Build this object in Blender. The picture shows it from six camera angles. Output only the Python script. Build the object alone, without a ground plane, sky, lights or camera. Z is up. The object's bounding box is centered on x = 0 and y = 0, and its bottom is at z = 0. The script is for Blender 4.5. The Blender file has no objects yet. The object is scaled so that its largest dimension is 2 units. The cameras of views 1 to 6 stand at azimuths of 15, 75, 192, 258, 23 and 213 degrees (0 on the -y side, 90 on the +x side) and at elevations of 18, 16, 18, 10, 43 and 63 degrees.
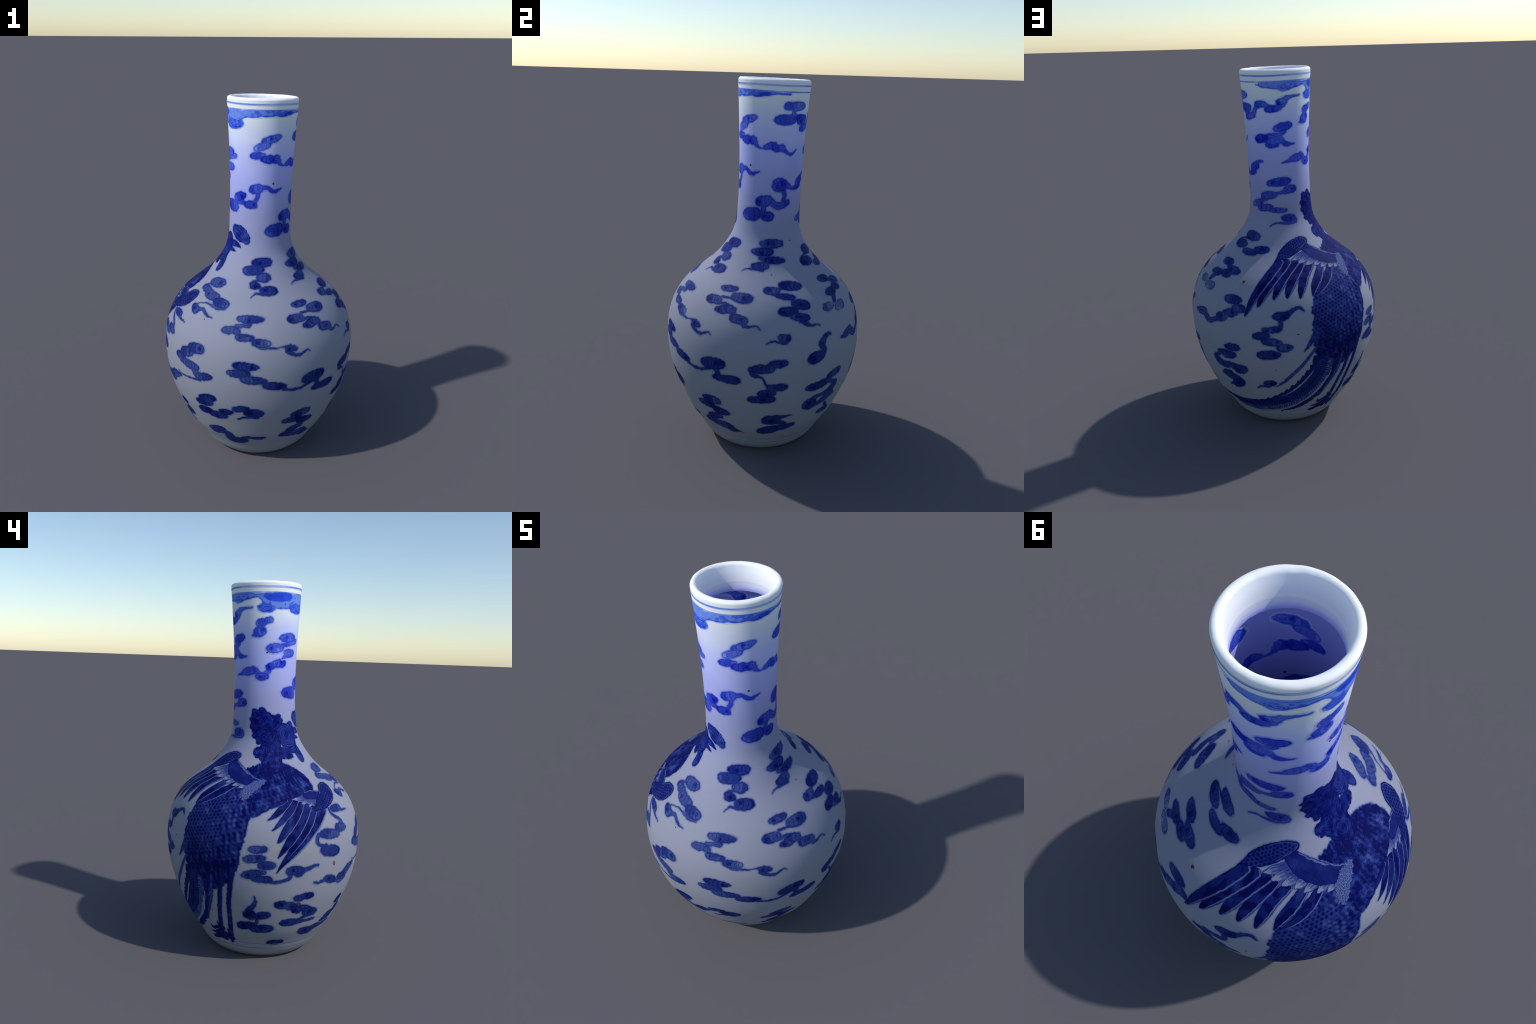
import bpy, math, random
import numpy as np

# ------------------------------------------------------------------ the pot
# Wheel-thrown profile (height z, radius) plus slow drifts of the axis and
# of the roundness, all splined with height.
PROFILE_Z = [0, .04, .1, .18, .28, .4, .52, .64, .76, .86, .93, .99, 1.04, 1.09, 1.14, 1.19, 1.25, 1.33, 1.45, 1.6, 1.8, 2.0]
PROFILE_R = [.266, .3106, .3497, .4030, .4530, .5010, .5290, .5381, .522, .4760, .4175, .3445, .2845, .2413, .2080, .1848, .1735, .169, .1675, .1697, .179, .1902]
DRIFT_Z = [0, .2, .5, .8, 1.1, 1.3, 1.6, 1.98]
DRIFT_X = [-.0002, -.0006, .0002, .0015, .0015, .0015, .0059, .0119]
DRIFT_Y = [-.0040, -.0030, -.0006, .0002, .0040, .0136, .0197, .0258]
OVAL_A = [-.0047, .0063, .0013, .0029, -.0052, .0007, .0025, .0035]
OVAL_B = [-.0018, .0054, .0041, -.008, -.0102, -.005, -.0016, .0007]


def spline(xk, yk):
    """natural cubic spline through (xk, yk)"""
    xk, yk = np.array(xk, float), np.array(yk, float)
    n = len(xk)
    h = np.diff(xk)
    A, b = np.zeros((n, n)), np.zeros(n)
    A[0, 0] = A[-1, -1] = 1
    for i in range(1, n - 1):
        A[i, i - 1], A[i, i], A[i, i + 1] = h[i - 1], 2 * (h[i - 1] + h[i]), h[i]
        b[i] = 6 * ((yk[i + 1] - yk[i]) / h[i] - (yk[i] - yk[i - 1]) / h[i - 1])
    M = np.linalg.solve(A, b)

    def f(x):
        x = np.asarray(x, float)
        j = np.clip(np.searchsorted(xk, x) - 1, 0, n - 2)
        t, s, H = x - xk[j], xk[j + 1] - x, h[j]
        return ((M[j] * s ** 3 + M[j + 1] * t ** 3) / (6 * H)
                + (yk[j] / H - M[j] * H / 6) * s + (yk[j + 1] / H - M[j + 1] * H / 6) * t)
    return f


f_r, f_cx, f_cy = spline(PROFILE_Z, PROFILE_R), spline(DRIFT_Z, DRIFT_X), spline(DRIFT_Z, DRIFT_Y)
f_oa, f_ob = spline(DRIFT_Z, OVAL_A), spline(DRIFT_Z, OVAL_B)


def place(th, z, r):
    """point at angle th, height z on a ring of mean radius r"""
    zc = np.clip(z, 0, 1.98)
    R = r * (1 + f_oa(zc) * np.cos(2 * th) + f_ob(zc) * np.sin(2 * th))
    return np.stack([f_cx(zc) + R * np.cos(th), f_cy(zc) + R * np.sin(th), z + 0 * th], -1)


def wall(th, z):
    return place(th, z, f_r(z))


def wall_normal(th, z):
    e = 1e-4
    n = np.cross(wall(th + e, z) - wall(th - e, z), wall(th, z + e) - wall(th, z - e))
    return n / np.linalg.norm(n, axis=-1, keepdims=True)


# arc length along the wall, so that brush work is not stretched
_z = np.linspace(0, 1.99, 2000)
_s = np.concatenate([[0], np.cumsum(np.hypot(np.diff(_z), np.diff(f_r(_z))))])


def arc(z):
    return np.interp(z, _z, _s)


def unarc(s):
    return np.interp(s, _s, _z)


# ------------------------------------------------------------------ helpers
SEG = 288
THETA = np.linspace(0, 2 * np.pi, SEG, endpoint=False)

root = bpy.data.objects.new("bottle_vase", None)
root["label"] = "tall-necked white porcelain vase painted with blue clouds and a bird"
root["category"] = "vase"
bpy.context.scene.collection.objects.link(root)


def child(name, mesh, parent):
    ob = bpy.data.objects.new(name, mesh)
    bpy.context.scene.collection.objects.link(ob)
    ob.parent = parent
    return ob


def make_mesh(name, verts, faces, normals=None, mats=(), mat_index=None):
    """faces: (n,3) or (n,4) int array"""
    me = bpy.data.meshes.new(name)
    n, k = faces.shape
    me.vertices.add(len(verts))
    me.vertices.foreach_set("co", np.ascontiguousarray(verts, np.float32).ravel())
    me.loops.add(n * k)
    me.loops.foreach_set("vertex_index", np.ascontiguousarray(faces, np.int32).ravel())
    me.polygons.add(n)
    me.polygons.foreach_set("loop_start", np.arange(0, n * k, k, dtype=np.int32))
    for m in mats:
        me.materials.append(m)
    if mat_index is not None:
        me.polygons.foreach_set("material_index", np.ascontiguousarray(mat_index, np.int32))
    me.update(calc_edges=True)
    me.polygons.foreach_set("use_smooth", np.ones(n, bool))
    if normals is not None:
        me.normals_split_custom_set_from_vertices(np.asarray(normals).tolist())
    return me


# ---------------------------------------------------------------- materials
class Nodes:
    """small helper for building node trees"""
    def __init__(self, tree):
        self.t = tree

    def add(self, kind, **kw):
        n = self.t.nodes.new(kind)
        for k, v in kw.items():
            setattr(n, k, v)
        return n

    def link(self, a, b):
        self.t.links.new(a, b)

    def math(self, op, a, b=0.0, c=0.0):
        n = self.add("ShaderNodeMath", operation=op)
        for i, x in enumerate((a, b, c)):
            if isinstance(x, (int, float)):
                n.inputs[i].default_value = x
            else:
                self.link(x, n.inputs[i])
        return n.outputs[0]

    def mix(self, kind, fac, a, b):
        n = self.add("ShaderNodeMix", data_type='RGBA', blend_type=kind)
        for sock, x in ((n.inputs[0], fac), (n.inputs[6], a), (n.inputs[7], b)):
            if isinstance(x, (int, float)):
                sock.default_value = x
            elif isinstance(x, tuple):
                sock.default_value = x + (1,) if len(x) == 3 else x
            else:
                self.link(x, sock)
        return n.outputs[2]

    def noise(self, vec, scale, detail=2.0, rough=.5):
        n = self.add("ShaderNodeTexNoise")
        n.inputs["Scale"].default_value = scale
        n.inputs["Detail"].default_value = detail
        n.inputs["Roughness"].default_value = rough
        self.link(vec, n.inputs["Vector"])
        return n.outputs["Fac"]

    def ramp(self, fac, stops):
        n = self.add("ShaderNodeValToRGB")
        cr = n.color_ramp
        while len(cr.elements) < len(stops):
            cr.elements.new(.5)
        for e, (p, c) in zip(cr.elements, stops):
            e.position, e.color = p, tuple(c) + (1,)
        self.link(fac, n.inputs[0])
        return n.outputs[0]


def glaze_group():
    """porcelain glaze with shading baked into its colour: darkened belly, lavender neck,
    lightened to white towards the better-lit mouth"""
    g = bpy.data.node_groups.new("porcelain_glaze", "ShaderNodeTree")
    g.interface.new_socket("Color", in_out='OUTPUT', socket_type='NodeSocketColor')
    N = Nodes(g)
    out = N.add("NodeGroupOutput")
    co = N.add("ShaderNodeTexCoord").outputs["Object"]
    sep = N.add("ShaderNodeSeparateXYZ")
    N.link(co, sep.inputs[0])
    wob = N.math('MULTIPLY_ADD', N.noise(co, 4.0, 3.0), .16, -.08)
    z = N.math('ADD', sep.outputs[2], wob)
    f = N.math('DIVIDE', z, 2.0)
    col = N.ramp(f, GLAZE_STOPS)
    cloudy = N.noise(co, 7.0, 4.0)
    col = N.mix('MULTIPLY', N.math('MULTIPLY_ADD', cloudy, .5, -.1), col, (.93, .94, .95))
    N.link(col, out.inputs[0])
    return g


GLAZE_STOPS = [(.0, (.265, .285, .318)), (.50, (.258, .270, .352)), (.60, (.275, .290, .43)), (.70, (.33, .35, .60)),  # belly and lower neck albedo lowered with height to carry the shade
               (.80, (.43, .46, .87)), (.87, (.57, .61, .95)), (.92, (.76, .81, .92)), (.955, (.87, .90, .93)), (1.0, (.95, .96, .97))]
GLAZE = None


def finish(N, col, rough=.65, spec=.06):
    b = N.add("ShaderNodeBsdfPrincipled")
    N.link(col, b.inputs["Base Color"])
    b.inputs["Roughness"].default_value = rough
    b.inputs["Specular IOR Level"].default_value = spec
    o = N.add("ShaderNodeOutputMaterial")
    N.link(b.outputs[0], o.inputs[0])


def new_material(name):
    m = bpy.data.materials.new(name)
    m.use_nodes = True
    m.node_tree.nodes.clear()
    return m, Nodes(m.node_tree)


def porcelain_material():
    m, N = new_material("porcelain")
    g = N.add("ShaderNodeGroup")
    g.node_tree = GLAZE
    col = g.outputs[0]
    co = N.add("ShaderNodeTexCoord").outputs["Object"]
    # sparse iron specks under the glaze
    v = N.add("ShaderNodeTexVoronoi")
    v.inputs["Scale"].default_value = 9.0
    N.link(co, v.inputs["Vector"])
    speck = N.math('LESS_THAN', v.outputs["Distance"], .02)
    pick = N.math('GREATER_THAN', N.noise(co, 5.0), .52)
    speck = N.math('MULTIPLY', N.math('MULTIPLY', speck, pick), .55)
    col = N.mix('MIX', speck, col, (.12, .11, .12))
    finish(N, col)
    return m


def paint_material(name, depth, absorb):
    """cobalt of a given depth over the glaze: the deeper the brush load,
    the more light it takes out (Beer's law), pooled unevenly"""
    m, N = new_material(name)
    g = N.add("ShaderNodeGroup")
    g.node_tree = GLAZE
    co = N.add("ShaderNodeTexCoord").outputs["Object"]
    pool = N.noise(co, 38.0, 4.0, .6)
    fine = N.noise(co, 140.0, 2.0)
    d = N.math('MULTIPLY', depth, N.math('MULTIPLY_ADD', pool, .6, .70))
    d = N.math('MULTIPLY', d, N.math('MULTIPLY_ADD', fine, .16, .92))
    comb = N.add("ShaderNodeCombineColor")
    for i, k in enumerate(absorb):
        N.link(N.math('EXPONENT', N.math('MULTIPLY', d, -k)), comb.inputs[i])
    col = N.mix('MULTIPLY', 1.0, g.outputs[0], comb.outputs[0])
    finish(N, col)
    return m


COBALT_K = (4.6, 3.6, 1.22)


def throat_material():
    """white glaze that pools into lavender at its lower edge"""
    m, N = new_material("throat_glaze")
    co = N.add("ShaderNodeTexCoord").outputs["Object"]
    sep = N.add("ShaderNodeSeparateXYZ")
    N.link(co, sep.inputs[0])
    z = N.math('MULTIPLY_ADD', N.noise(co, 25.0, 4.0), .016, -.008)
    f = N.math('MULTIPLY_ADD', N.math('ADD', sep.outputs[2], z), 1 / .08, -1.86 / .08)
    finish(N, N.ramp(f, [(0, (.46, .48, .95)), (.22, (.50, .53, .95)), (.48, (.80, .83, .95)), (.62, (.84, .86, .95)), (.68, (.92, .93, .96))]))
    return m


def plain_material(name, c1, c2, scale, rough=.8):
    m, N = new_material(name)
    co = N.add("ShaderNodeTexCoord").outputs["Object"]
    finish(N, N.mix('MIX', N.noise(co, scale, 5.0), c1, c2), rough, .1)
    return m


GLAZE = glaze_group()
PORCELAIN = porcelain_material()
BISCUIT = plain_material("unglazed_foot", (.30, .25, .19), (.17, .14, .11), 30.0)
THROAT = throat_material()
INSIDE = plain_material("inner_glaze", (.40, .43, .86), (.36, .38, .74), 5.0, .6)
OCHRE = plain_material("ochre_fleck", (.16, .11, .05), (.08, .06, .04), 50.0)
STAIN = plain_material("kiln_stain", (.30, .305, .34), (.27, .26, .24), 40.0, .6)
# brush loads, from the faint bleed at a stroke's edge to the outline
LOADS = (.06, .21, .42, .63, .88, 1.30)
BANDS = ("bleed", "pale_wash", "wash", "mid", "deep", "line")
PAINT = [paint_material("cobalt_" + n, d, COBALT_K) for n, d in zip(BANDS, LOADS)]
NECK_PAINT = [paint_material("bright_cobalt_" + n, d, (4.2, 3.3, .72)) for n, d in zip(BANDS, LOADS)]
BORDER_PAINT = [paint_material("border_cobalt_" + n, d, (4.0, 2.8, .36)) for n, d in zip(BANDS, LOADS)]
RUST = plain_material("iron_speck", (.10, .07, .045), (.03, .022, .02), 60.0)

# ---------------------------------------------------------------- the vessel
rng = np.random.default_rng(7)


def ripple(th, amp, k0=3, k1=23, seed=0):
    """hand-made unevenness round a ring"""
    r = np.random.default_rng(seed)
    out = 0 * th
    for k in range(k0, k1):
        out = out + r.normal() * np.cos(k * th + r.uniform(0, 6.28)) / k ** .6
    return amp * out / 2.2


def lip_tilt(th):
    return -.0023 * np.cos(th) - .0037 * np.sin(th)


rings, zone = [], []     # zone 0 foot, 1 body, 2 neck, 3 rim, 4 throat, 5 interior


def ring(p, zn):
    rings.append(p)
    zone.append(zn)


# foot: recessed base, standing ring, glaze line that rises on one side
for r, z in ((.001, .016), (.12, .016), (.215, .014), (.235, .010), (.242, .003), (.25, 0), (.258, 0), (.265, .002)):
    ring(place(THETA, np.full(SEG, z), r), 0)
glaze_line = .011 + .005 * np.cos(THETA - np.radians(185)) + ripple(THETA, .0008, 2, 12, 3)
ring(wall(THETA, glaze_line * .6), 0)
ring(wall(THETA, glaze_line), 0)
ring(wall(THETA, glaze_line + .0012), 1)
for z in np.concatenate([np.arange(.03, 1.145, .0105), np.arange(1.15, 1.945, .0125)]):
    ring(wall(THETA, np.full(SEG, z)), 1 if z < 1.145 else 2)
blend = lambda t: t * lip_tilt(THETA)
ring(place(THETA, 1.953 + blend(.5), .1884), 2)
ring(place(THETA, 1.962 + blend(.8), .1893), 3)
wr, wz = ripple(THETA, .0007, 5, 30, 1), ripple(THETA, .0009, 5, 30, 2)
RIM_C, RIM_R, RIM_Z = .1757, .0143, 1.9813
for a in np.radians([-25, 0, 22, 45, 67, 90, 112, 135, 158, 180]):
    ring(place(THETA, RIM_Z + RIM_R * math.sin(a) + lip_tilt(THETA) + wz * max(0, math.sin(a)),
               RIM_C + RIM_R * 1.0 * math.cos(a) + wr), 3)
for r, z in ((.1590, 1.970), (.1560, 1.957), (.1535, 1.942), (.1517, 1.926), (.1505, 1.914), (.1512, 1.9105), (.1508, 1.907), (.151, 1.896), (.1505, 1.884)):
    ring(place(THETA, z + blend(max(0, (z - 1.9) / .08)), r), 3 if z > 1.93 else 4)
ring(place(THETA, 1.870 + ripple(THETA, .0016, 6, 60, 5), .150), 4)
ring(place(THETA, 1.869 + ripple(THETA, .0016, 6, 60, 5), .1535), 4)
ring(place(THETA, np.full(SEG, 1.874), f_r(1.874) - .006), 5)
for z in np.concatenate([np.arange(1.862, 1.15, -.025), np.arange(1.145, .05, -.03), [.03]]):
    ring(place(THETA, np.full(SEG, z), f_r(z) - .005), 5)
for r in (.2, .1, .001):
    ring(place(THETA, np.full(SEG, .026), r), 5)

V = np.stack(rings)                      # (rings, SEG, 3)
zone = np.array(zone)
du = np.roll(V, -1, 1) - np.roll(V, 1, 1)
dv = np.empty_like(V)
dv[1:-1] = V[2:] - V[:-2]
dv[0], dv[-1] = V[1] - V[0], V[-1] - V[-2]
NRM = np.cross(du, dv)
NRM /= np.linalg.norm(NRM, axis=-1, keepdims=True) + 1e-12
wallrows = np.arange(len(V))
for i in range(len(V)):
    if zone[i] in (1, 2):
        zz = V[i, :, 2]
        NRM[i] = wall_normal(THETA, np.clip(zz, .001, 1.97))

PART_NAMES = ("foot_ring", "body", "neck", "rim", "throat", "interior")
for k, pname in enumerate(PART_NAMES):
    rows = np.where(zone == k)[0]
    lo, hi = rows[0], min(rows[-1] + 1, len(V) - 1)
    sub, nrm = V[lo:hi + 1].reshape(-1, 3), NRM[lo:hi + 1].reshape(-1, 3)
    m = hi - lo
    i, j = np.meshgrid(np.arange(m), np.arange(SEG), indexing='ij')
    j2 = (j + 1) % SEG
    F = np.stack([i * SEG + j, i * SEG + j2, (i + 1) * SEG + j2, (i + 1) * SEG + j], -1).reshape(-1, 4)
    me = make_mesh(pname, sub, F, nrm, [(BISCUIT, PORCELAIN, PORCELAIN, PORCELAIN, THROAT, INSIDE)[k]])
    child(pname, me, root)


# ------------------------------------------------------- brush work, as thin
# layers of cobalt lying on the wall.  A brush stroke is a field over the wall
# (angle, arc length); its depth of colour is cut along iso-lines into bands.
THRESH = (.04, .14, .30, .50, .70, .90)
BLEED = .0030
STEP = .0022


def puff(th, z, length, width, tilt):
    """an oval dab: angle (deg), height (m), half length and half width (mm), tilt (deg)"""
    return ("puff", math.radians(th), z, length / 1000, width / 1000, math.radians(tilt))


def wisp(*pts):
    """a drawn-out stroke through (angle deg, height m, half width mm)"""
    return ("wisp", [(math.radians(a), z, w / 1000) for a, z, w in pts])


def smooth_path(pts, n=6):
    """Catmull-Rom through the stations, in (angle, arc, width)"""
    p = np.array([(a, arc(z), w) for a, z, w in pts])
    if len(p) < 2:
        return p
    e = np.vstack([2 * p[0] - p[1], p, 2 * p[-1] - p[-2]])
    e[:, 2] = np.maximum(e[:, 2], .0006)
    out = []
    for i in range(1, len(e) - 2):
        t = np.linspace(0, 1, n, endpoint=False)[:, None]
        a, b, c, d = e[i - 1], e[i], e[i + 1], e[i + 2]
        out.append(.5 * (2 * b + (c - a) * t + (2 * a - 5 * b + 4 * c - d) * t ** 2 + (3 * b - a - 3 * c + d) * t ** 3))
    out.append(e[-2][None])
    q = np.vstack(out)
    q[:, 2] = np.maximum(q[:, 2], .0008)
    return q


class Sheet:
    """a patch of wall on which strokes are laid one over the other"""
    def __init__(self, th0, th1, s0, s1, h=STEP, wobble=.0016, seed=0):
        rm = float(f_r(np.clip(unarc((s0 + s1) / 2), .05, 1.97)))
        rmax = max(float(f_r(np.clip(unarc(s), .03, 1.97))) for s in np.linspace(s0, s1, 9))
        self.th = np.arange(th0, th1 + h / rmax, h / rmax)
        self.s = np.arange(max(s0, arc(.004)), min(s1, arc(1.976)) + h, h)
        self.T, self.S = np.meshgrid(self.th, self.s)
        self.R = f_r(unarc(self.S))
        self.D = np.zeros_like(self.T)
        r = np.random.default_rng(seed)
        X = self.T * rm

        def wav(lo, hi):
            o = 0
            for _ in range(7):
                k, a = r.uniform(lo, hi), r.uniform(0, 6.28)
                o = o + np.sin(k * (X * math.cos(a) + self.S * math.sin(a)) + r.uniform(0, 6.28))
            return o / 2.6
        self.wav = wav
        self.dx, self.dy = wobble * wav(80, 330), wobble * wav(80, 330)
        self.X, self.rng, self.edge = X, r, None

    def metric(self, th, s, x=0):
        return (self.T - th) * self.R + self.dx, self.S - s + self.dy

    def window(self, a0, a1, s0, s1, pad):
        """index ranges of the sheet that a stroke can reach"""
        r = max(.1, float(self.R.min()))
        i0, i1 = np.searchsorted(self.s, [s0 - pad, s1 + pad])
        j0, j1 = np.searchsorted(self.th, [a0 - pad / r, a1 + pad / r])
        return slice(i0, i1), slice(j0, j1)

    def offset(self, th, s, win):
        return (self.T[win] - th) * self.R[win] + self.dx[win], self.S[win] - s + self.dy[win]

    def puff(self, p, taper=0.0):
        _, th, z, a, b, tilt = p
        a, b = a * 1.02 + .001, b * 1.0 + .0004
        dx, dy = self.metric(th, arc(z))
        u = dx * math.cos(tilt) + dy * math.sin(tilt)
        v = -dx * math.sin(tilt) + dy * math.cos(tilt)
        v = v * (1 + taper * np.clip(u / a, -1, 1))
        q = (np.abs(u / a) ** 2.1 + np.abs(v / b) ** 2.1) ** (1 / 2.1)
        g = np.hypot(u / a ** 2, v / b ** 2) / np.maximum(np.hypot(u / a, v / b), 1e-6)   # gradient
        return (1 - q) / np.maximum(g, 1 / max(a, b)), u, v

    def wisp(self, pts):
        """returns depth inside, position along 0..1, signed offset/width"""
        q = smooth_path(pts)
        best = np.full(self.T.shape, -9.0)
        along, side = np.zeros_like(best), np.zeros_like(best)
        seg = np.hypot(np.diff(q[:, 0]) * .4, np.diff(q[:, 1]))
        cum = np.concatenate([[0], np.cumsum(seg)]) / max(seg.sum(), 1e-9)
        for i in range(len(q) - 1):
            (a0, s0, w0), (a1, s1, w1) = q[i], q[i + 1]
            win = self.window(min(a0, a1), max(a0, a1), min(s0, s1), max(s0, s1), max(w0, w1) + .016)
            px, py = self.offset(a0, s0, win)
            if px.size == 0:
                continue
            lx, ly = (a1 - a0) * self.R[win], s1 - s0
            L2 = lx * lx + ly * ly + 1e-12
            t = np.clip((px * lx + py * ly) / L2, 0, 1)
            w = w0 + (w1 - w0) * t
            d = np.hypot(px - t * lx, py - t * ly)
            f = w - d
            m = f > best[win]
            best[win] = np.where(m, f, best[win])
            along[win] = np.where(m, cum[i] + (cum[i + 1] - cum[i]) * t, along[win])
            side[win] = np.where(m, np.sign(lx * py - ly * px) * d / w, side[win])
        return best, along, side

    def lay(self, f, tone, bleed=BLEED):
        if bleed == 0:          # opaque piece with its own clean edge
            self.D = np.where(f > -.004, tone, self.D)
            self.edge = f
            return
        a = np.where(f > 0, 1 - .5 * np.exp(-np.maximum(f, 0) / (.7 * bleed)), .5 * np.exp(np.minimum(f, 0) / bleed))
        self.D = self.D * (1 - a) + a * tone

    def coarsen(self):
        self.T, self.S, self.D = self.T[::2, ::2], self.S[::2, ::2], self.D[::2, ::2]

    def build(self, name, parent, lift, inner=False, paint=None):
        D = self.D
        # flat areas are tiled coarsely, only edges and marks finely
        band = np.digitize(D, THRESH)
        if self.edge is not None:
            band = np.where(self.edge > 0, band, 0)
        nr, nc = band.shape[0] - 1, band.shape[1] - 1
        free = np.maximum.reduce([band[:-1, :-1], band[1:, :-1], band[:-1, 1:], band[1:, 1:]]) > 0
        if not free.any():
            return None
        parts = []
        for M in (8, 4, 2):
            nb, mb = nr // M, nc // M
            if nb == 0 or mb == 0:
                continue
            bh = np.lib.stride_tricks.sliding_window_view(band, (M + 1, M + 1))[::M, ::M][:nb, :mb]
            flat = (bh.max((2, 3)) == bh.min((2, 3))) & free[:nb * M:M, :mb * M:M]
            bi, bj = np.nonzero(flat)
            parts.append((bi * M, bj * M, M))
            free[:nb * M, :mb * M] &= ~np.repeat(np.repeat(flat, M, 0), M, 1)
        i, j = np.nonzero(free)
        parts.append((i, j, 1))
        i0, j0 = np.concatenate([p[0] for p in parts]), np.concatenate([p[1] for p in parts])
        d = np.concatenate([np.full(len(p[0]), p[2]) for p in parts])
        P = np.stack([self.T, self.S], -1)
        q = lambda a, b: (P[a, b], D[a, b])
        c = [q(i0, j0), q(i0, j0 + d), q(i0 + d, j0 + d), q(i0 + d, j0)]
        pts = np.concatenate([np.stack([c[0][0], c[1][0], c[2][0]], 1), np.stack([c[0][0], c[2][0], c[3][0]], 1)])
        val = np.concatenate([np.stack([c[0][1], c[1][1], c[2][1]], 1), np.stack([c[0][1], c[2][1], c[3][1]], 1)])
        if self.edge is None:
            _, _, pts, val = cut(pts, val, THRESH[0])
        else:
            E = self.edge
            e = [E[i0, j0], E[i0, j0 + d], E[i0 + d, j0 + d], E[i0 + d, j0]]
            ev = np.concatenate([np.stack([e[0], e[1], e[2]], 1), np.stack([e[0], e[2], e[3]], 1)])
            _, _, pts, val = cut(pts, ev, 0.0, val)
        tris, mats = [], []
        for k in range(len(THRESH)):
            if k + 1 < len(THRESH):
                lp, lv, pts, val = cut(pts, val, THRESH[k + 1])
            else:
                lp = pts
            tris.append(lp)
            mats.append(np.full(len(lp), k))
        tris, mats = np.concatenate(tris), np.concatenate(mats)
        key = np.round(tris.reshape(-1, 2) * 2e5).astype(np.int64)
        _, first, inv = np.unique(key[:, 0] * 10 ** 8 + key[:, 1], return_index=True, return_inverse=True)
        uv = tris.reshape(-1, 2)[first]
        F = inv.reshape(-1, 3)
        ok = (F[:, 0] != F[:, 1]) & (F[:, 1] != F[:, 2]) & (F[:, 0] != F[:, 2])
        F, mats = F[ok], mats[ok]
        th, z = uv[:, 0], unarc(uv[:, 1])
        n = wall_normal(th, z)
        if inner:
            co, F, n = place(th, z, f_r(z) - .0056), F[:, ::-1], -n
        else:
            co = wall(th, z) + n * lift
        used = np.unique(mats)
        remap = np.zeros(len(THRESH), int)
        remap[used] = np.arange(len(used))
        me = make_mesh(name, co, F, n, [(paint or PAINT)[k] for k in used], remap[mats])
        return child(name, me, parent)


def cut(P, V, c, W=None):
    """split a triangle soup at V = c: (below pts, vals, above pts, vals);
    W, if given, is carried along and returned instead of V"""
    W = V if W is None else W
    n = (V >= c).sum(1)
    lo, hi = [(P[n == 0], W[n == 0])], [(P[n == 3], W[n == 3])]
    for cnt in (1, 2):
        m = n == cnt
        p, v, w = P[m], V[m], W[m]
        if not len(p):
            continue
        odd = (v >= c) if cnt == 1 else (v < c)
        k = odd.argmax(1)
        idx = (k[:, None] + np.arange(3)) % 3
        r = np.arange(len(p))[:, None]
        p, v, w = p[r, idx], v[r, idx], w[r, idx]
        t1 = (c - v[:, 0]) / (v[:, 1] - v[:, 0])
        t2 = (c - v[:, 0]) / (v[:, 2] - v[:, 0])
        a, b = p[:, 0] + t1[:, None] * (p[:, 1] - p[:, 0]), p[:, 0] + t2[:, None] * (p[:, 2] - p[:, 0])
        wa, wb = w[:, 0] + t1 * (w[:, 1] - w[:, 0]), w[:, 0] + t2 * (w[:, 2] - w[:, 0])
        tip = (np.stack([p[:, 0], a, b], 1), np.stack([w[:, 0], wa, wb], 1))
        b1 = (np.stack([a, p[:, 1], p[:, 2]], 1), np.stack([wa, w[:, 1], w[:, 2]], 1))
        b2 = (np.stack([a, p[:, 2], b], 1), np.stack([wa, w[:, 2], wb], 1))
        (hi if cnt == 1 else lo).append(tip)
        (lo if cnt == 1 else hi).extend([b1, b2])
    cat = lambda L, i: np.concatenate([x[i] for x in L])
    return cat(lo, 0), cat(lo, 1), cat(hi, 0), cat(hi, 1)


def bounds(strokes, pad=.012):
    th0, th1, s0, s1 = 9e9, -9e9, 9e9, -9e9
    for k in strokes:
        pts = [(k[1], k[2], max(k[3], k[4]))] if k[0] == "puff" else k[1]
        for a, z, w in pts:
            r, s, w = float(f_r(np.clip(z, .03, 1.97))), float(arc(z)), w + pad
            th0, th1 = min(th0, a - w / r), max(th1, a + w / r)
            s0, s1 = min(s0, s - w), max(s1, s + w)
    return th0, th1, s0, s1


def unwrap(strokes):
    """bring all angles near the first one"""
    ref = strokes[0][1] if strokes[0][0] == "puff" else strokes[0][1][0][0]
    near = lambda a: a - 2 * math.pi * round((a - ref) / (2 * math.pi))
    out = []
    for k in strokes:
        if k[0] == "puff":
            out.append((k[0], near(k[1])) + k[2:])
        else:
            sh = near(k[1][0][0]) - k[1][0][0]
            out.append((k[0], [(a + sh, z, w) for a, z, w in k[1]]))
    return out


CLOUD_COUNT = 0


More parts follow.
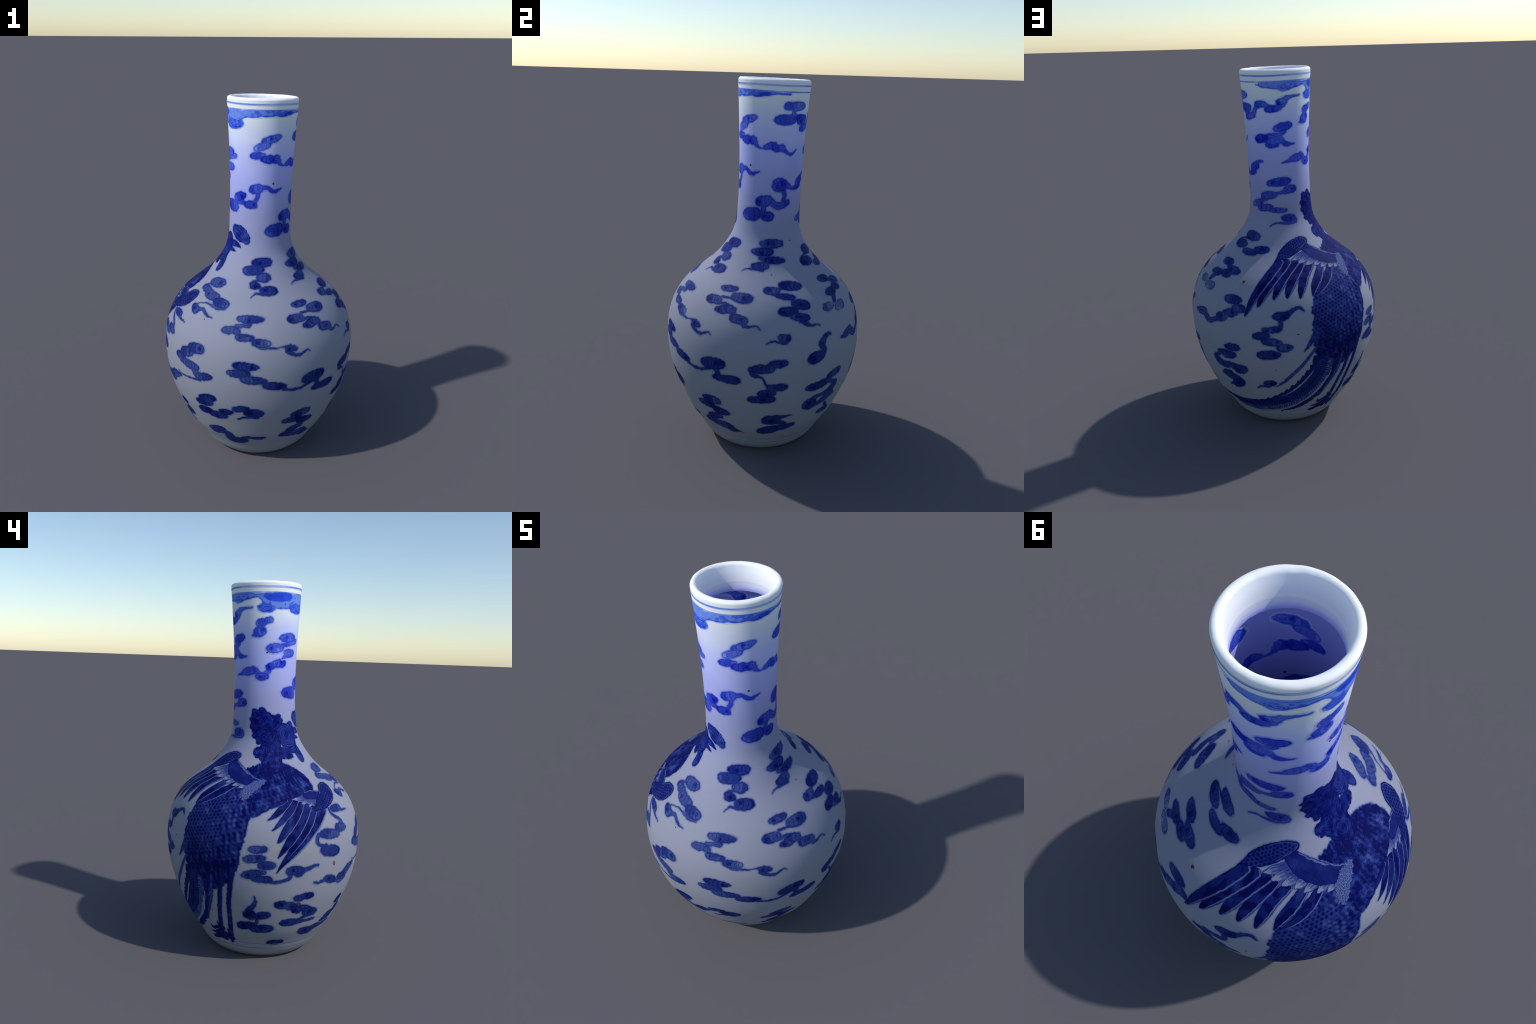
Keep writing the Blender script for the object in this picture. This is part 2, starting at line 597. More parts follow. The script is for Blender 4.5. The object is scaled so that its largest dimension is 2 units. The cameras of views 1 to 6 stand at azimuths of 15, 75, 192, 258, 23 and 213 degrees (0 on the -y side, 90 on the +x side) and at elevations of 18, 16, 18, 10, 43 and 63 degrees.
def cloud(strokes, pale=False):
    """a trail of puffs and wisps: washed inside, outlined, with rows of
    crescent strokes across each puff"""
    global CLOUD_COUNT
    CLOUD_COUNT += 1
    strokes = unwrap(strokes)
    sh = Sheet(*bounds(strokes), seed=100 + CLOUD_COUNT)
    r = sh.rng
    blot = sh.wav(20, 90)
    zc = np.mean([k[2] if k[0] == "puff" else k[1][0][1] for k in strokes])
    load = r.uniform(.46, .60) if zc < 1.2 else r.uniform(.44, .56)
    if zc < .45:
        load += .08
    # the wet wash runs the dabs together
    soft = np.zeros_like(sh.D)
    for k in strokes:
        f = sh.puff(k)[0] if k[0] == "puff" else sh.wisp(k[1])[0]
        soft += np.exp(np.clip(f, -.05, .03) / .0032)
    f = .0032 * np.log(soft + 1e-9) - .0006
    sh.lay(f, np.clip((.2 if pale else load - .06) + .05 * blot + .2 * np.exp(-((f - .003) / .0025) ** 2), .1, 1))
    for k in strokes:
        if k[0] == "puff":
            f, u, v = sh.puff(k, r.uniform(-.24, .24))
            a, b = k[3], k[4]
            flip = r.choice([-1, 1])
            gap = r.uniform(.019, .029)
            ph = (flip * u + .55 * v * v / b + r.uniform(0, gap)) / gap
            d = np.abs(ph - np.round(ph)) * gap
            arcs = np.clip(1.3 - d / .0019, 0, 1) * np.clip(f / .003, 0, 1)
            rim = np.exp(-((f - .0028) / .0024) ** 2)
            tone = (.24 if pale else load + r.normal() * .05) + .1 * flip * u / a + .05 * blot + .24 * arcs * np.clip((f - .002) / .005, 0, 1) + .23 * rim
            if r.random() < .7 and not pale:      # a loaded brush touched down here
                du, dv = u - r.uniform(-.6, .6) * a, v - r.uniform(-.3, .3) * b
                tone = tone + .38 * np.exp(-(du ** 2 + dv ** 2) / (.42 * b) ** 2)
            if b > .018 and r.random() < .6:      # curl at the head of the puff
                cu, cv = u + flip * .45 * a, v
                rr, an = np.hypot(cu, cv), np.arctan2(cv, cu)
                sp = rr / .0085 - an / 6.283
                tone = tone + .2 * np.clip(1.2 - np.abs(sp - np.round(sp)) * .0085 / .0019, 0, 1) * (rr < .45 * b)
        else:
            f, t, side = sh.wisp(k[1])
            rim = np.exp(-((f - .0024) / .0022) ** 2)
            tone = load - .06 + .04 * blot + .2 * rim + .12 * (np.abs(side) < .18) * (f > .004)
        sh.lay(f, np.clip(tone, .1, 1.0))
    ink = NECK_PAINT if zc > 1.25 else PAINT
    sh.build("painted_cloud", root, .00025 + .00003 * (CLOUD_COUNT % 11), paint=ink)
    if 1.4 < zc < 1.9:      # the throat below the lip shows the neck's painting from behind
        sh.D[sh.S > arc(1.862)] = 0
        sh.coarsen()
        sh.build("throat_cloud", root, 0, inner=True, paint=ink)
cloud([
    puff(301.9, 1.794, 56, 20, 14),
    puff(285.3, 1.756, 46, 20, 17),
    puff(278.1, 1.71, 40, 18, 5),
    puff(301.0, 1.69, 53, 22, -2),
    wisp((313.1, 1.696, 15.5), (318.5, 1.665, 9.7), (326.5, 1.653, 3.3), (332.0, 1.653, 2.8)),
    puff(341.8, 1.666, 33, 17, 20),
    puff(356.5, 1.655, 34, 19, 2),
    wisp((1.8, 1.66, 13.7), (12.7, 1.631, 8.3), (22.9, 1.623, 6.7), (31.0, 1.644, 4.7)),
])
cloud([
    wisp((285.1, 1.538, 12.3), (296.5, 1.541, 9.4), (306.3, 1.519, 10.6), (313.9, 1.521, 8.7), (324.5, 1.531, 3.1)),
    wisp((280.8, 1.51, 9.4), (278.2, 1.483, 9.5), (273.1, 1.458, 9.5)),
    puff(276.3, 1.533, 37, 26, 10),
    wisp((238.9, 1.459, 13.2), (252.8, 1.455, 12.0), (259.7, 1.441, 10.6)),
    puff(266.3, 1.448, 37, 21, -1),
    puff(242.9, 1.485, 42, 24, 18),
    puff(220.0, 1.428, 60, 32, -2),
])
cloud([
    wisp((10.6, 1.429, 12.4), (12.5, 1.407, 11.5), (10.2, 1.386, 9.8)),
    wisp((345.1, 1.387, 18.3), (355.3, 1.362, 16.9), (366.8, 1.357, 19.3), (379.1, 1.373, 16.1)),
    puff(3.7, 1.466, 44, 35, -1),
    wisp((335.6, 1.353, 11.5), (335.5, 1.324, 11.5)),
    puff(335.3, 1.38, 44, 29, 11),
    wisp((329.5, 1.316, 14.5), (337.1, 1.31, 12.9)),
    puff(312.7, 1.307, 55, 35, 9),
    puff(343.1, 1.3, 33, 25, -1),
    wisp((18.4, 1.46, 12.9), (28.5, 1.443, 7.1), (38.1, 1.448, 8.0)),
    puff(49.2, 1.482, 41, 21, 25),
    puff(43.7, 1.451, 32, 12, 12),
    wisp((50.6, 1.493, 13.0), (61.4, 1.513, 9.3), (70.7, 1.517, 5.3)),
])
cloud([
    puff(10.3, 1.863, 29, 20, -2),
    puff(28.7, 1.865, 56, 21, -2),
    wisp((22.2, 1.847, 14.1), (19.6, 1.831, 11.8), (24.5, 1.813, 10.9)),
    puff(6.4, 1.797, 60, 27, 2),
    puff(38.7, 1.8, 40, 22, -9),
    puff(41.6, 1.795, 42, 22, 14),
    puff(49.3, 1.757, 44, 19, 8),
    wisp((59.0, 1.77, 12.8), (64.3, 1.796, 11.9), (68.8, 1.816, 14.1)),
    puff(74.8, 1.821, 33, 18, 6),
    wisp((80.6, 1.817, 13.3), (91.0, 1.801, 15.5), (99.3, 1.797, 15.3)),
    puff(95.4, 1.794, 40, 15, 4),
    wisp((105.5, 1.803, 14.0), (114.1, 1.824, 16.9), (118.4, 1.845, 13.0), (129.5, 1.856, 7.7), (144.1, 1.861, 2.6)),
    puff(111.0, 1.831, 27, 19, 10),
])
cloud([
    wisp((114.7, 1.677, 10.5), (103.6, 1.662, 9.1), (90.5, 1.663, 7.8), (81.1, 1.652, 7.7)),
    puff(111.1, 1.701, 53, 21, 13),
    puff(70.9, 1.64, 40, 22, 8),
    wisp((105.4, 1.636, 13.1), (116.2, 1.611, 13.1), (123.2, 1.61, 7.9), (132.7, 1.611, 2.7)),
    puff(91.7, 1.609, 34, 17, 4),
    puff(96.5, 1.63, 47, 23, 8),
])
cloud([
    wisp((108.0, 1.511, 2.8), (123.1, 1.521, 6.8), (135.2, 1.529, 9.3)),
    wisp((146.7, 1.547, 15.3), (157.5, 1.522, 13.4), (166.6, 1.523, 11.8), (173.3, 1.54, 13.2)),
    puff(136.5, 1.534, 44, 21, 8),
    puff(161.9, 1.509, 34, 20, 3),
    puff(177.4, 1.562, 26, 18, 20),
    puff(192.9, 1.58, 40, 22, 3),
])
cloud([
    puff(152.4, 1.722, 27, 9, 6),
    puff(157.7, 1.741, 34, 25, 13),
    puff(161.3, 1.786, 35, 19, 12),
    puff(171.8, 1.799, 25, 17, 6),
])
cloud([
    wisp((232.8, 1.698, 13.2), (209.3, 1.679, 9.5), (198.0, 1.674, 9.2)),
    puff(209.9, 1.713, 56, 24, 3),
    puff(185.1, 1.658, 48, 26, 4),
    wisp((204.6, 1.619, 10.2), (199.2, 1.608, 5.7)),
    puff(215.1, 1.635, 41, 21, 4),
])
cloud([
    puff(100.3, 1.408, 66, 24, 7),
    wisp((112.6, 1.354, 12.3), (101.1, 1.349, 8.2), (91.9, 1.345, 8.2)),
    puff(120.8, 1.367, 35, 22, 1),
    puff(70.3, 1.311, 30, 12, 19),
    puff(80.6, 1.335, 45, 22, 7),
    puff(54.8, 1.286, 44, 18, 16),
    puff(72.3, 1.264, 50, 19, 8),
    puff(98.2, 1.253, 49, 15, 0),
    wisp((125.2, 1.193, 16.5), (113.8, 1.183, 9.6), (101.3, 1.185, 5.5), (92.0, 1.182, 3.4), (84.9, 1.168, 2.8)),
    puff(115.7, 1.209, 38, 21, -5),
])
cloud([
    puff(353.4, 1.16, 64, 24, -1),
    puff(340.6, 1.122, 58, 23, 0),
    wisp((338.7, 1.093, 10.5), (344.9, 1.086, 11.7)),
    puff(357.4, 1.084, 55, 20, -4),
    wisp((342.7, 1.044, 10.4), (335.1, 1.044, 6.2), (327.8, 1.045, 4.3), (321.9, 1.035, 1.7)),
    puff(340.1, 1.059, 45, 23, 4),
])
cloud([
    puff(318.2, 0.96, 47, 20, 3),
    wisp((332.1, 0.913, 8.4), (326.3, 0.92, 7.5), (321.3, 0.926, 5.8), (315.8, 0.925, 6.0)),
    puff(330.1, 0.932, 57, 27, -7),
    wisp((315.1, 0.899, 7.5), (318.5, 0.9, 8.3), (322.0, 0.894, 9.9)),
    puff(310.6, 0.908, 46, 25, 1),
    puff(321.2, 0.876, 57, 21, 7),
    puff(324.2, 0.881, 35, 21, -17),
    wisp((334.4, 0.819, 10.5), (337.5, 0.815, 6.1), (339.7, 0.818, 3.5), (342.0, 0.819, 2.2), (344.0, 0.804, 1.3)),
    puff(331.0, 0.843, 48, 23, -9),
])
cloud([
    wisp((365.9, 0.965, 8.7), (359.5, 0.969, 6.5), (355.1, 0.968, 7.4)),
    puff(7.3, 0.978, 61, 29, -9),
    wisp((351.3, 0.951, 6.3), (355.9, 0.947, 9.4)),
    puff(351.2, 0.964, 41, 23, 0),
    puff(1.1, 0.939, 50, 19, -11),
    puff(10.5, 0.904, 51, 27, -13),
    puff(1.2, 0.88, 52, 24, -3),
    wisp((7.8, 0.837, 11.2), (12.0, 0.817, 8.3), (15.1, 0.808, 4.4), (18.0, 0.811, 2.2), (20.2, 0.799, 1.4)),
    puff(8.1, 0.851, 52, 22, -12),
])
cloud([
    wisp((358.2, 0.742, 8.0), (355.3, 0.743, 6.2), (351.4, 0.751, 4.4), (349.0, 0.747, 2.7), (347.4, 0.737, 1.3)),
    puff(357.3, 0.765, 34, 20, -10),
])
cloud([
    puff(289.2, 1.144, 53, 25, 1),
    puff(277.4, 1.107, 57, 27, 7),
    wisp((292.3, 1.06, 7.0), (285.2, 1.064, 6.0), (280.1, 1.06, 6.0), (276.3, 1.051, 7.1)),
    puff(290.8, 1.077, 37, 25, -4),
    puff(281.2, 1.042, 27, 21, -10),
    wisp((295.2, 1.006, 8.6), (288.6, 1.009, 6.4), (283.6, 1.012, 5.3), (280.3, 1.007, 3.1), (277.8, 0.995, 1.5)),
    puff(294.7, 1.022, 46, 28, -5),
])
cloud([
    wisp((227.7, 1.009, 6.7), (224.1, 1.001, 6.8), (224.1, 0.993, 15.3)),
    puff(236.4, 1.027, 56, 30, 6),
    wisp((258.2, 0.946, 13.7), (252.4, 0.939, 9.1), (245.7, 0.943, 5.9), (240.7, 0.944, 3.1), (234.6, 0.935, 2.3), (233.0, 0.926, 4.2)),
    puff(230.2, 0.99, 47, 20, -4),
    puff(241.1, 0.976, 60, 27, -6),
    puff(253.3, 0.96, 52, 28, -4),
    wisp((237.1, 0.91, 11.6), (241.1, 0.917, 9.6), (244.4, 0.909, 8.7), (247.5, 0.9, 6.6), (251.7, 0.896, 1.9)),
    puff(233.6, 0.908, 36, 23, -28),
])
cloud([
    wisp((279.0, 0.891, 11.3), (274.4, 0.887, 10.4), (270.9, 0.883, 10.4)),
    puff(279.4, 0.915, 70, 22, 1),
    puff(266.9, 0.863, 47, 21, 9),
    puff(271.5, 0.861, 19, 17, -3),
    puff(276.7, 0.836, 50, 19, 0),
    wisp((285.9, 0.799, 11.8), (291.0, 0.792, 7.2), (294.3, 0.789, 4.5), (297.1, 0.791, 1.8), (300.3, 0.793, 2.7)),
    puff(286.8, 0.814, 49, 22, -3),
    wisp((301.1, 0.769, 6.4), (304.2, 0.754, 8.2), (307.9, 0.744, 7.6), (311.3, 0.752, 6.0), (313.8, 0.761, 3.8), (315.7, 0.752, 1.4)),
    puff(303.9, 0.783, 34, 17, -12),
])
cloud([
    wisp((211.3, 0.857, 3.6), (211.8, 0.836, 6.8), (214.7, 0.815, 7.3), (218.1, 0.795, 9.3), (219.4, 0.776, 13.6)),
    wisp((221.9, 0.85, 15.8), (224.4, 0.835, 6.3), (230.2, 0.832, 1.9)),
    puff(218.1, 0.85, 44, 20, -1),
    puff(217.8, 0.757, 48, 23, -7),
    wisp((204.6, 0.756, 10.4), (200.5, 0.743, 11.7), (198.2, 0.724, 10.9), (198.6, 0.701, 9.9), (201.3, 0.685, 8.0), (204.5, 0.685, 7.4)),
    puff(208.1, 0.736, 69, 25, -7),
    puff(207.5, 0.653, 69, 30, -9),
])
cloud([
    puff(234.0, 0.665, 44, 20, 10),
    puff(239.5, 0.702, 51, 26, 8),
    puff(246.3, 0.739, 58, 28, 5),
    wisp((233.0, 0.657, 19.0), (235.3, 0.641, 15.4)),
    puff(242.7, 0.637, 66, 24, -2),
    wisp((245.8, 0.612, 16.7), (248.3, 0.595, 23.5)),
    wisp((256.7, 0.596, 6.3), (258.4, 0.607, 3.6)),
    wisp((250.6, 0.568, 5.5), (245.4, 0.561, 4.5), (240.3, 0.556, 3.6), (234.4, 0.552, 4.2), (231.7, 0.556, 8.5)),
    puff(252.5, 0.596, 53, 22, 10),
])
cloud([
    wisp((233.2, 0.542, 9.5), (227.0, 0.524, 24.5), (222.4, 0.501, 27.8), (219.3, 0.482, 28.5), (215.1, 0.479, 12.4)),
    puff(220.3, 0.491, 46, 18, -15),
    wisp((206.3, 0.506, 15.5), (203.4, 0.497, 9.5), (201.1, 0.489, 7.4), (198.4, 0.493, 6.5), (197.5, 0.497, 3.5)),
    puff(209.7, 0.495, 43, 22, -20),
])
cloud([
    puff(164.7, 0.681, 48, 19, 3),
    puff(163.2, 0.632, 55, 21, 7),
    puff(169.9, 0.6, 45, 22, 3),
    wisp((164.7, 0.559, 13.6), (168.8, 0.563, 10.0)),
    puff(161.7, 0.551, 51, 22, 12),
    wisp((170.3, 0.517, 9.3), (174.5, 0.511, 8.5), (178.1, 0.517, 7.7), (181.8, 0.527, 8.8), (183.0, 0.547, 8.9), (182.0, 0.566, 11.8)),
    puff(167.6, 0.526, 49, 18, 3),
    wisp((189.7, 0.568, 13.5), (193.2, 0.576, 9.9), (196.2, 0.588, 7.8), (199.0, 0.587, 6.4)),
    puff(187.4, 0.562, 30, 25, -19),
    puff(185.3, 0.572, 48, 23, 1),
])
cloud([
    wisp((163.3, 0.428, 3.5), (164.0, 0.403, 6.8), (162.8, 0.371, 12.3), (160.4, 0.343, 17.2), (160.8, 0.305, 21.6), (164.0, 0.308, 15.5)),
    puff(160.1, 0.317, 32, 26, 11),
    puff(168.5, 0.314, 41, 25, 11),
    wisp((165.3, 0.297, 6.1), (164.8, 0.269, 7.2), (162.8, 0.251, 9.8)),
    puff(157.8, 0.243, 48, 27, 11),
    puff(168.5, 0.227, 60, 30, 5),
])
cloud([
    puff(189.7, 0.414, 30, 19, -7),
    puff(194.4, 0.424, 40, 19, -5),
    puff(179.1, 0.38, 34, 25, -12),
    puff(185.4, 0.369, 39, 25, -21),
    puff(194.2, 0.351, 38, 19, -19),
    puff(189.2, 0.344, 31, 22, -27),
    wisp((203.2, 0.303, 11.9), (198.1, 0.296, 11.8), (194.6, 0.285, 10.3)),
    puff(199.8, 0.32, 48, 28, -15),
    wisp((192.8, 0.265, 13.2), (198.8, 0.264, 8.2), (205.2, 0.266, 8.6)),
    puff(187.7, 0.265, 57, 25, 1),
])
cloud([
    wisp((207.1, 0.192, 24.1), (212.8, 0.2, 22.3), (219.5, 0.206, 19.6), (227.3, 0.207, 10.5)),
    puff(203.2, 0.185, 54, 30, -19),
])
cloud([
    puff(226.5, 0.341, 35, 24, 17),
    puff(230.0, 0.282, 33, 30, -27),
    wisp((218.7, 0.242, 22.9), (213.8, 0.229, 6.0)),
    puff(222.1, 0.252, 41, 29, -1),
])
cloud([
    puff(180.2, 0.123, 42, 23, 3),
])
cloud([
    puff(278.1, 0.696, 67, 21, -2),
    puff(274.0, 0.654, 62, 23, 1),
    puff(282.5, 0.62, 68, 23, -3),
    wisp((299.3, 0.564, 9.1), (302.3, 0.554, 6.3), (305.9, 0.55, 9.0), (309.6, 0.553, 4.8), (313.3, 0.566, 5.0)),
    puff(294.3, 0.584, 63, 23, -7),
    wisp((317.8, 0.578, 6.5), (313.2, 0.561, 3.7), (310.0, 0.547, 2.7)),
    wisp((319.9, 0.575, 13.3), (320.9, 0.555, 12.7), (319.6, 0.532, 8.9)),
    puff(317.7, 0.605, 71, 33, 6),
    puff(321.7, 0.531, 39, 18, 5),
    puff(328.1, 0.53, 53, 25, 0),
])
cloud([
    puff(253.6, 0.465, 57, 22, 13),
    puff(250.9, 0.428, 59, 25, 10),
    puff(250.3, 0.369, 48, 26, 13),
    puff(259.1, 0.357, 56, 29, 7),
    puff(265.2, 0.393, 43, 22, 14),
    puff(274.8, 0.431, 46, 21, 13),
    wisp((285.2, 0.374, 8.7), (279.9, 0.372, 7.2), (276.1, 0.369, 5.5), (272.7, 0.352, 3.2)),
    puff(282.6, 0.405, 54, 31, -3),
])
cloud([
    wisp((250.3, 0.2, 22.1), (258.1, 0.215, 20.7), (262.8, 0.205, 24.4), (263.1, 0.176, 28.7), (266.0, 0.156, 38.8), (271.3, 0.158, 32.4), (274.9, 0.16, 17.2)),
    wisp((271.7, 0.173, 14.0), (277.5, 0.195, 15.1), (281.5, 0.194, 12.1), (285.4, 0.191, 14.3), (288.7, 0.194, 12.0), (291.0, 0.196, 5.0)),
    puff(253.8, 0.231, 57, 23, 19),
])
cloud([
    puff(313.6, 0.372, 59, 28, 2),
    puff(308.2, 0.33, 57, 27, 5),
    puff(318.8, 0.303, 51, 28, -8),
    puff(312.8, 0.253, 50, 23, 15),
    puff(307.2, 0.213, 42, 25, 19),
    wisp((309.2, 0.206, 24.5), (315.3, 0.198, 30.0), (321.1, 0.194, 33.8), (324.6, 0.174, 24.8), (330.8, 0.168, 4.3)),
])
cloud([
    puff(354.0, 0.635, 48, 22, 3),
    wisp((339.6, 0.603, 11.5), (341.1, 0.575, 13.0), (343.3, 0.567, 7.8), (345.6, 0.558, 3.7), (347.1, 0.538, 4.4), (348.1, 0.518, 6.4), (350.0, 0.508, 8.7)),
    puff(345.4, 0.607, 64, 24, 3),
    puff(354.2, 0.5, 52, 22, 3),
    puff(348.7, 0.465, 46, 23, 5),
    puff(341.9, 0.424, 38, 23, 4),
    puff(347.7, 0.425, 53, 24, 4),
])
cloud([
    wisp((355.5, 0.299, 18.6), (360.0, 0.298, 11.8), (363.3, 0.303, 6.1), (366.2, 0.305, 2.3)),
    wisp((357.8, 0.264, 17.0), (361.7, 0.246, 13.4), (361.6, 0.226, 15.4)),
    puff(352.7, 0.277, 47, 36, -6),
    wisp((357.0, 0.213, 27.2), (363.2, 0.217, 24.6), (368.0, 0.226, 17.6), (369.5, 0.223, 7.4)),
    puff(351.5, 0.198, 56, 35, 19),
])
cloud([
    puff(70.0, 0.573, 50, 21, 8),
    puff(63.8, 0.528, 48, 18, 5),
    puff(67.2, 0.52, 49, 22, 13),
    wisp((59.0, 0.506, 9.3), (56.0, 0.485, 15.9), (57.1, 0.46, 28.3), (61.1, 0.444, 22.9), (66.9, 0.453, 21.6), (71.7, 0.444, 25.8)),
    puff(73.8, 0.438, 45, 30, 20),
    puff(62.0, 0.387, 44, 18, 24),
    wisp((61.9, 0.378, 31.1), (67.1, 0.365, 32.5), (70.0, 0.354, 28.4)),
    puff(68.7, 0.327, 54, 30, 40),
    wisp((62.8, 0.309, 8.1), (60.3, 0.294, 3.0)),
])
cloud([
    wisp((26.8, 0.747, 4.6), (25.2, 0.755, 7.0), (22.1, 0.737, 14.9), (19.9, 0.714, 20.3), (20.4, 0.694, 14.4), (22.0, 0.677, 9.7)),
    wisp((20.5, 0.698, 7.4), (22.0, 0.682, 7.4), (21.7, 0.664, 8.4)),
    puff(16.2, 0.646, 52, 31, 9),
])
cloud([
    wisp((104.0, 0.78, 13.8), (106.2, 0.792, 10.1), (108.9, 0.806, 8.3), (111.6, 0.808, 6.5), (114.0, 0.791, 1.9)),
    wisp((100.1, 0.744, 11.5), (100.0, 0.722, 11.4), (98.8, 0.704, 11.7), (95.9, 0.702, 13.7)),
    puff(100.3, 0.771, 43, 22, 3),
    puff(94.7, 0.7, 52, 16, 3),
    puff(88.9, 0.664, 47, 21, 6),
    puff(94.8, 0.631, 56, 21, -3),
    puff(102.1, 0.599, 43, 23, 2),
    puff(92.8, 0.554, 63, 27, 4),
])
cloud([
    puff(68.7, 0.83, 55, 25, 0),
    wisp((58.9, 0.715, 11.5), (53.3, 0.691, 14.2), (49.5, 0.7, 19.9), (46.5, 0.722, 21.0), (41.2, 0.714, 19.6), (35.2, 0.708, 3.5)),
    puff(74.2, 0.792, 42, 22, 0),
    puff(68.7, 0.764, 47, 23, 10),
    puff(62.7, 0.733, 43, 25, 16),
])
cloud([
    wisp((50.0, 1.093, 5.4), (39.8, 1.086, 3.1), (36.0, 1.073, 9.1)),
    puff(57.9, 1.108, 52, 28, -5),
    puff(43.2, 1.06, 54, 27, -1),
    puff(63.5, 1.034, 52, 20, -5),
    puff(77.7, 1.05, 46, 23, 4),
])
cloud([
    wisp((48.3, 0.967, 9.3), (52.6, 0.959, 11.3)),
    puff(45.8, 0.976, 48, 22, -3),
    puff(59.3, 0.951, 48, 24, -8),
    puff(53.6, 0.932, 41, 24, -4),
    wisp((42.5, 0.914, 18.5), (40.7, 0.895, 13.3), (39.0, 0.868, 15.4)),
    puff(41.9, 0.923, 50, 22, 4),
])
cloud([
    puff(31.6, 0.87, 45, 22, 4),
    puff(42.9, 0.856, 51, 25, 6),
], pale=True)
cloud([
    wisp((90.8, 0.337, 9.0), (86.8, 0.337, 6.5), (84.9, 0.331, 4.3), (82.8, 0.317, 2.2)),
    puff(91.8, 0.36, 35, 23, 9),
])
cloud([
    wisp((27.5, 0.495, 8.7), (24.1, 0.494, 12.3), (21.6, 0.493, 13.4)),
    puff(31.1, 0.522, 53, 24, 11),
    wisp((34.4, 0.456, 15.9), (32.4, 0.428, 26.6), (27.8, 0.41, 17.8), (22.4, 0.405, 12.8), (18.3, 0.393, 21.0)),
    wisp((21.1, 0.487, 15.2), (27.2, 0.483, 14.3), (33.7, 0.463, 9.3)),
    puff(18.4, 0.474, 65, 24, 0),
    wisp((17.8, 0.341, 25.7), (23.6, 0.348, 17.2), (27.9, 0.364, 26.4), (32.5, 0.383, 25.8), (36.2, 0.38, 8.5)),
    puff(16.6, 0.364, 41, 36, -4),
    wisp((31.0, 0.329, 7.3), (35.2, 0.289, 8.7)),
    puff(33.3, 0.271, 48, 22, -5),
])
BIRD = {}
BIRD["crest"] = [
    wisp((150.2, 1.311, 17.0), (151.1, 1.254, 24.1), (159.6, 1.198, 31.8), (173.3, 1.183, 30.5), (184.5, 1.2, 26.6)),
    wisp((158.4, 1.315, 17.9), (174.2, 1.29, 23.2), (189.5, 1.281, 23.9), (194.2, 1.25, 26.1)),
    wisp((157.2, 1.305, 20.8), (167.4, 1.269, 53.7), (178.3, 1.227, 68.4), (192.2, 1.22, 42.7)),
]
BIRD["crest_tuft"] = [
    wisp((185.0, 1.22, 29.1), (171.9, 1.273, 23.4), (160.6, 1.312, 17.9), (148.9, 1.327, 13.9)),
    wisp((186.2, 1.22, 26.4), (174.2, 1.28, 23.5), (162.9, 1.333, 16.4)),
    wisp((187.4, 1.22, 26.7), (181.0, 1.267, 22.6), (174.3, 1.31, 13.7)),
    wisp((189.6, 1.217, 26.9), (189.4, 1.267, 22.2), (192.2, 1.301, 15.0)),
    wisp((192.0, 1.213, 25.5), (194.2, 1.253, 20.0), (197.3, 1.28, 12.6)),
    wisp((182.6, 1.217, 28.2), (162.9, 1.252, 23.4), (144.7, 1.283, 14.1)),
    wisp((182.6, 1.213, 28.0), (162.8, 1.239, 21.9), (145.0, 1.246, 13.7)),
    wisp((182.5, 1.21, 27.4), (165.0, 1.216, 20.2), (150.4, 1.197, 13.8)),
    wisp((182.4, 1.207, 24.0), (169.1, 1.186, 17.5), (158.0, 1.166, 14.1)),
    wisp((183.5, 1.203, 24.1), (175.3, 1.18, 17.3), (168.9, 1.164, 10.8)),
]
BIRD["head"] = [
    wisp((195.1, 1.233, 20.4), (203.0, 1.231, 35.0), (205.6, 1.199, 51.0), (204.2, 1.169, 38.7), (200.2, 1.144, 12.2)),
    wisp((217.6, 1.243, 30.4), (215.0, 1.21, 43.7), (209.6, 1.175, 56.2), (210.8, 1.147, 44.2)),
]
BIRD["comb"] = [
    wisp((235.1, 1.298, 28.0), (246.2, 1.283, 41.2), (257.5, 1.264, 28.1), (261.8, 1.246, 17.0)),
]
BIRD["beak"] = [
    wisp((224.1, 1.221, 20.0), (238.3, 1.223, 15.4), (245.4, 1.217, 8.6), (250.3, 1.209, 2.1)),
    wisp((223.0, 1.193, 16.0), (234.2, 1.188, 8.3), (241.0, 1.184, 2.0)),
]
BIRD["wattle"] = [
    wisp((217.2, 1.146, 23.6), (219.4, 1.118, 26.1), (220.3, 1.09, 25.3), (219.5, 1.078, 18.9)),
]
BIRD["neck"] = [
    wisp((183.8, 1.181, 34.2), (178.2, 1.142, 50.5), (175.5, 1.111, 64.1), (174.6, 1.074, 54.0)),
    wisp((160.0, 1.115, 33.8), (171.9, 1.105, 37.9)),
    wisp((192.2, 1.117, 32.6), (200.9, 1.103, 23.8), (205.1, 1.099, 6.7)),
    wisp((177.7, 1.132, 43.6), (177.2, 1.097, 50.7), (177.2, 1.063, 48.2)),
    wisp((193.3, 1.107, 27.5), (201.2, 1.102, 18.8), (206.3, 1.1, 5.4)),
]
BIRD["breast"] = [
    wisp((177.5, 1.072, 37.4), (175.1, 1.043, 41.8)),
    wisp((150.0, 1.035, 7.9), (161.3, 1.027, 40.9), (174.4, 1.019, 78.8), (186.0, 0.996, 97.7), (194.6, 0.972, 89.7), (197.0, 0.952, 50.5)),
    wisp((163.4, 0.977, 40.6), (169.7, 0.945, 72.3), (179.4, 0.945, 68.0), (189.7, 0.943, 56.3), (197.0, 0.945, 33.3)),
    wisp((169.6, 0.93, 56.7), (165.6, 0.899, 55.5), (162.2, 0.863, 31.6), (161.2, 0.837, 11.5)),
    wisp((179.2, 0.938, 44.3), (172.6, 0.915, 33.8)),
    wisp((186.5, 0.925, 26.1), (196.7, 0.929, 15.8)),
]
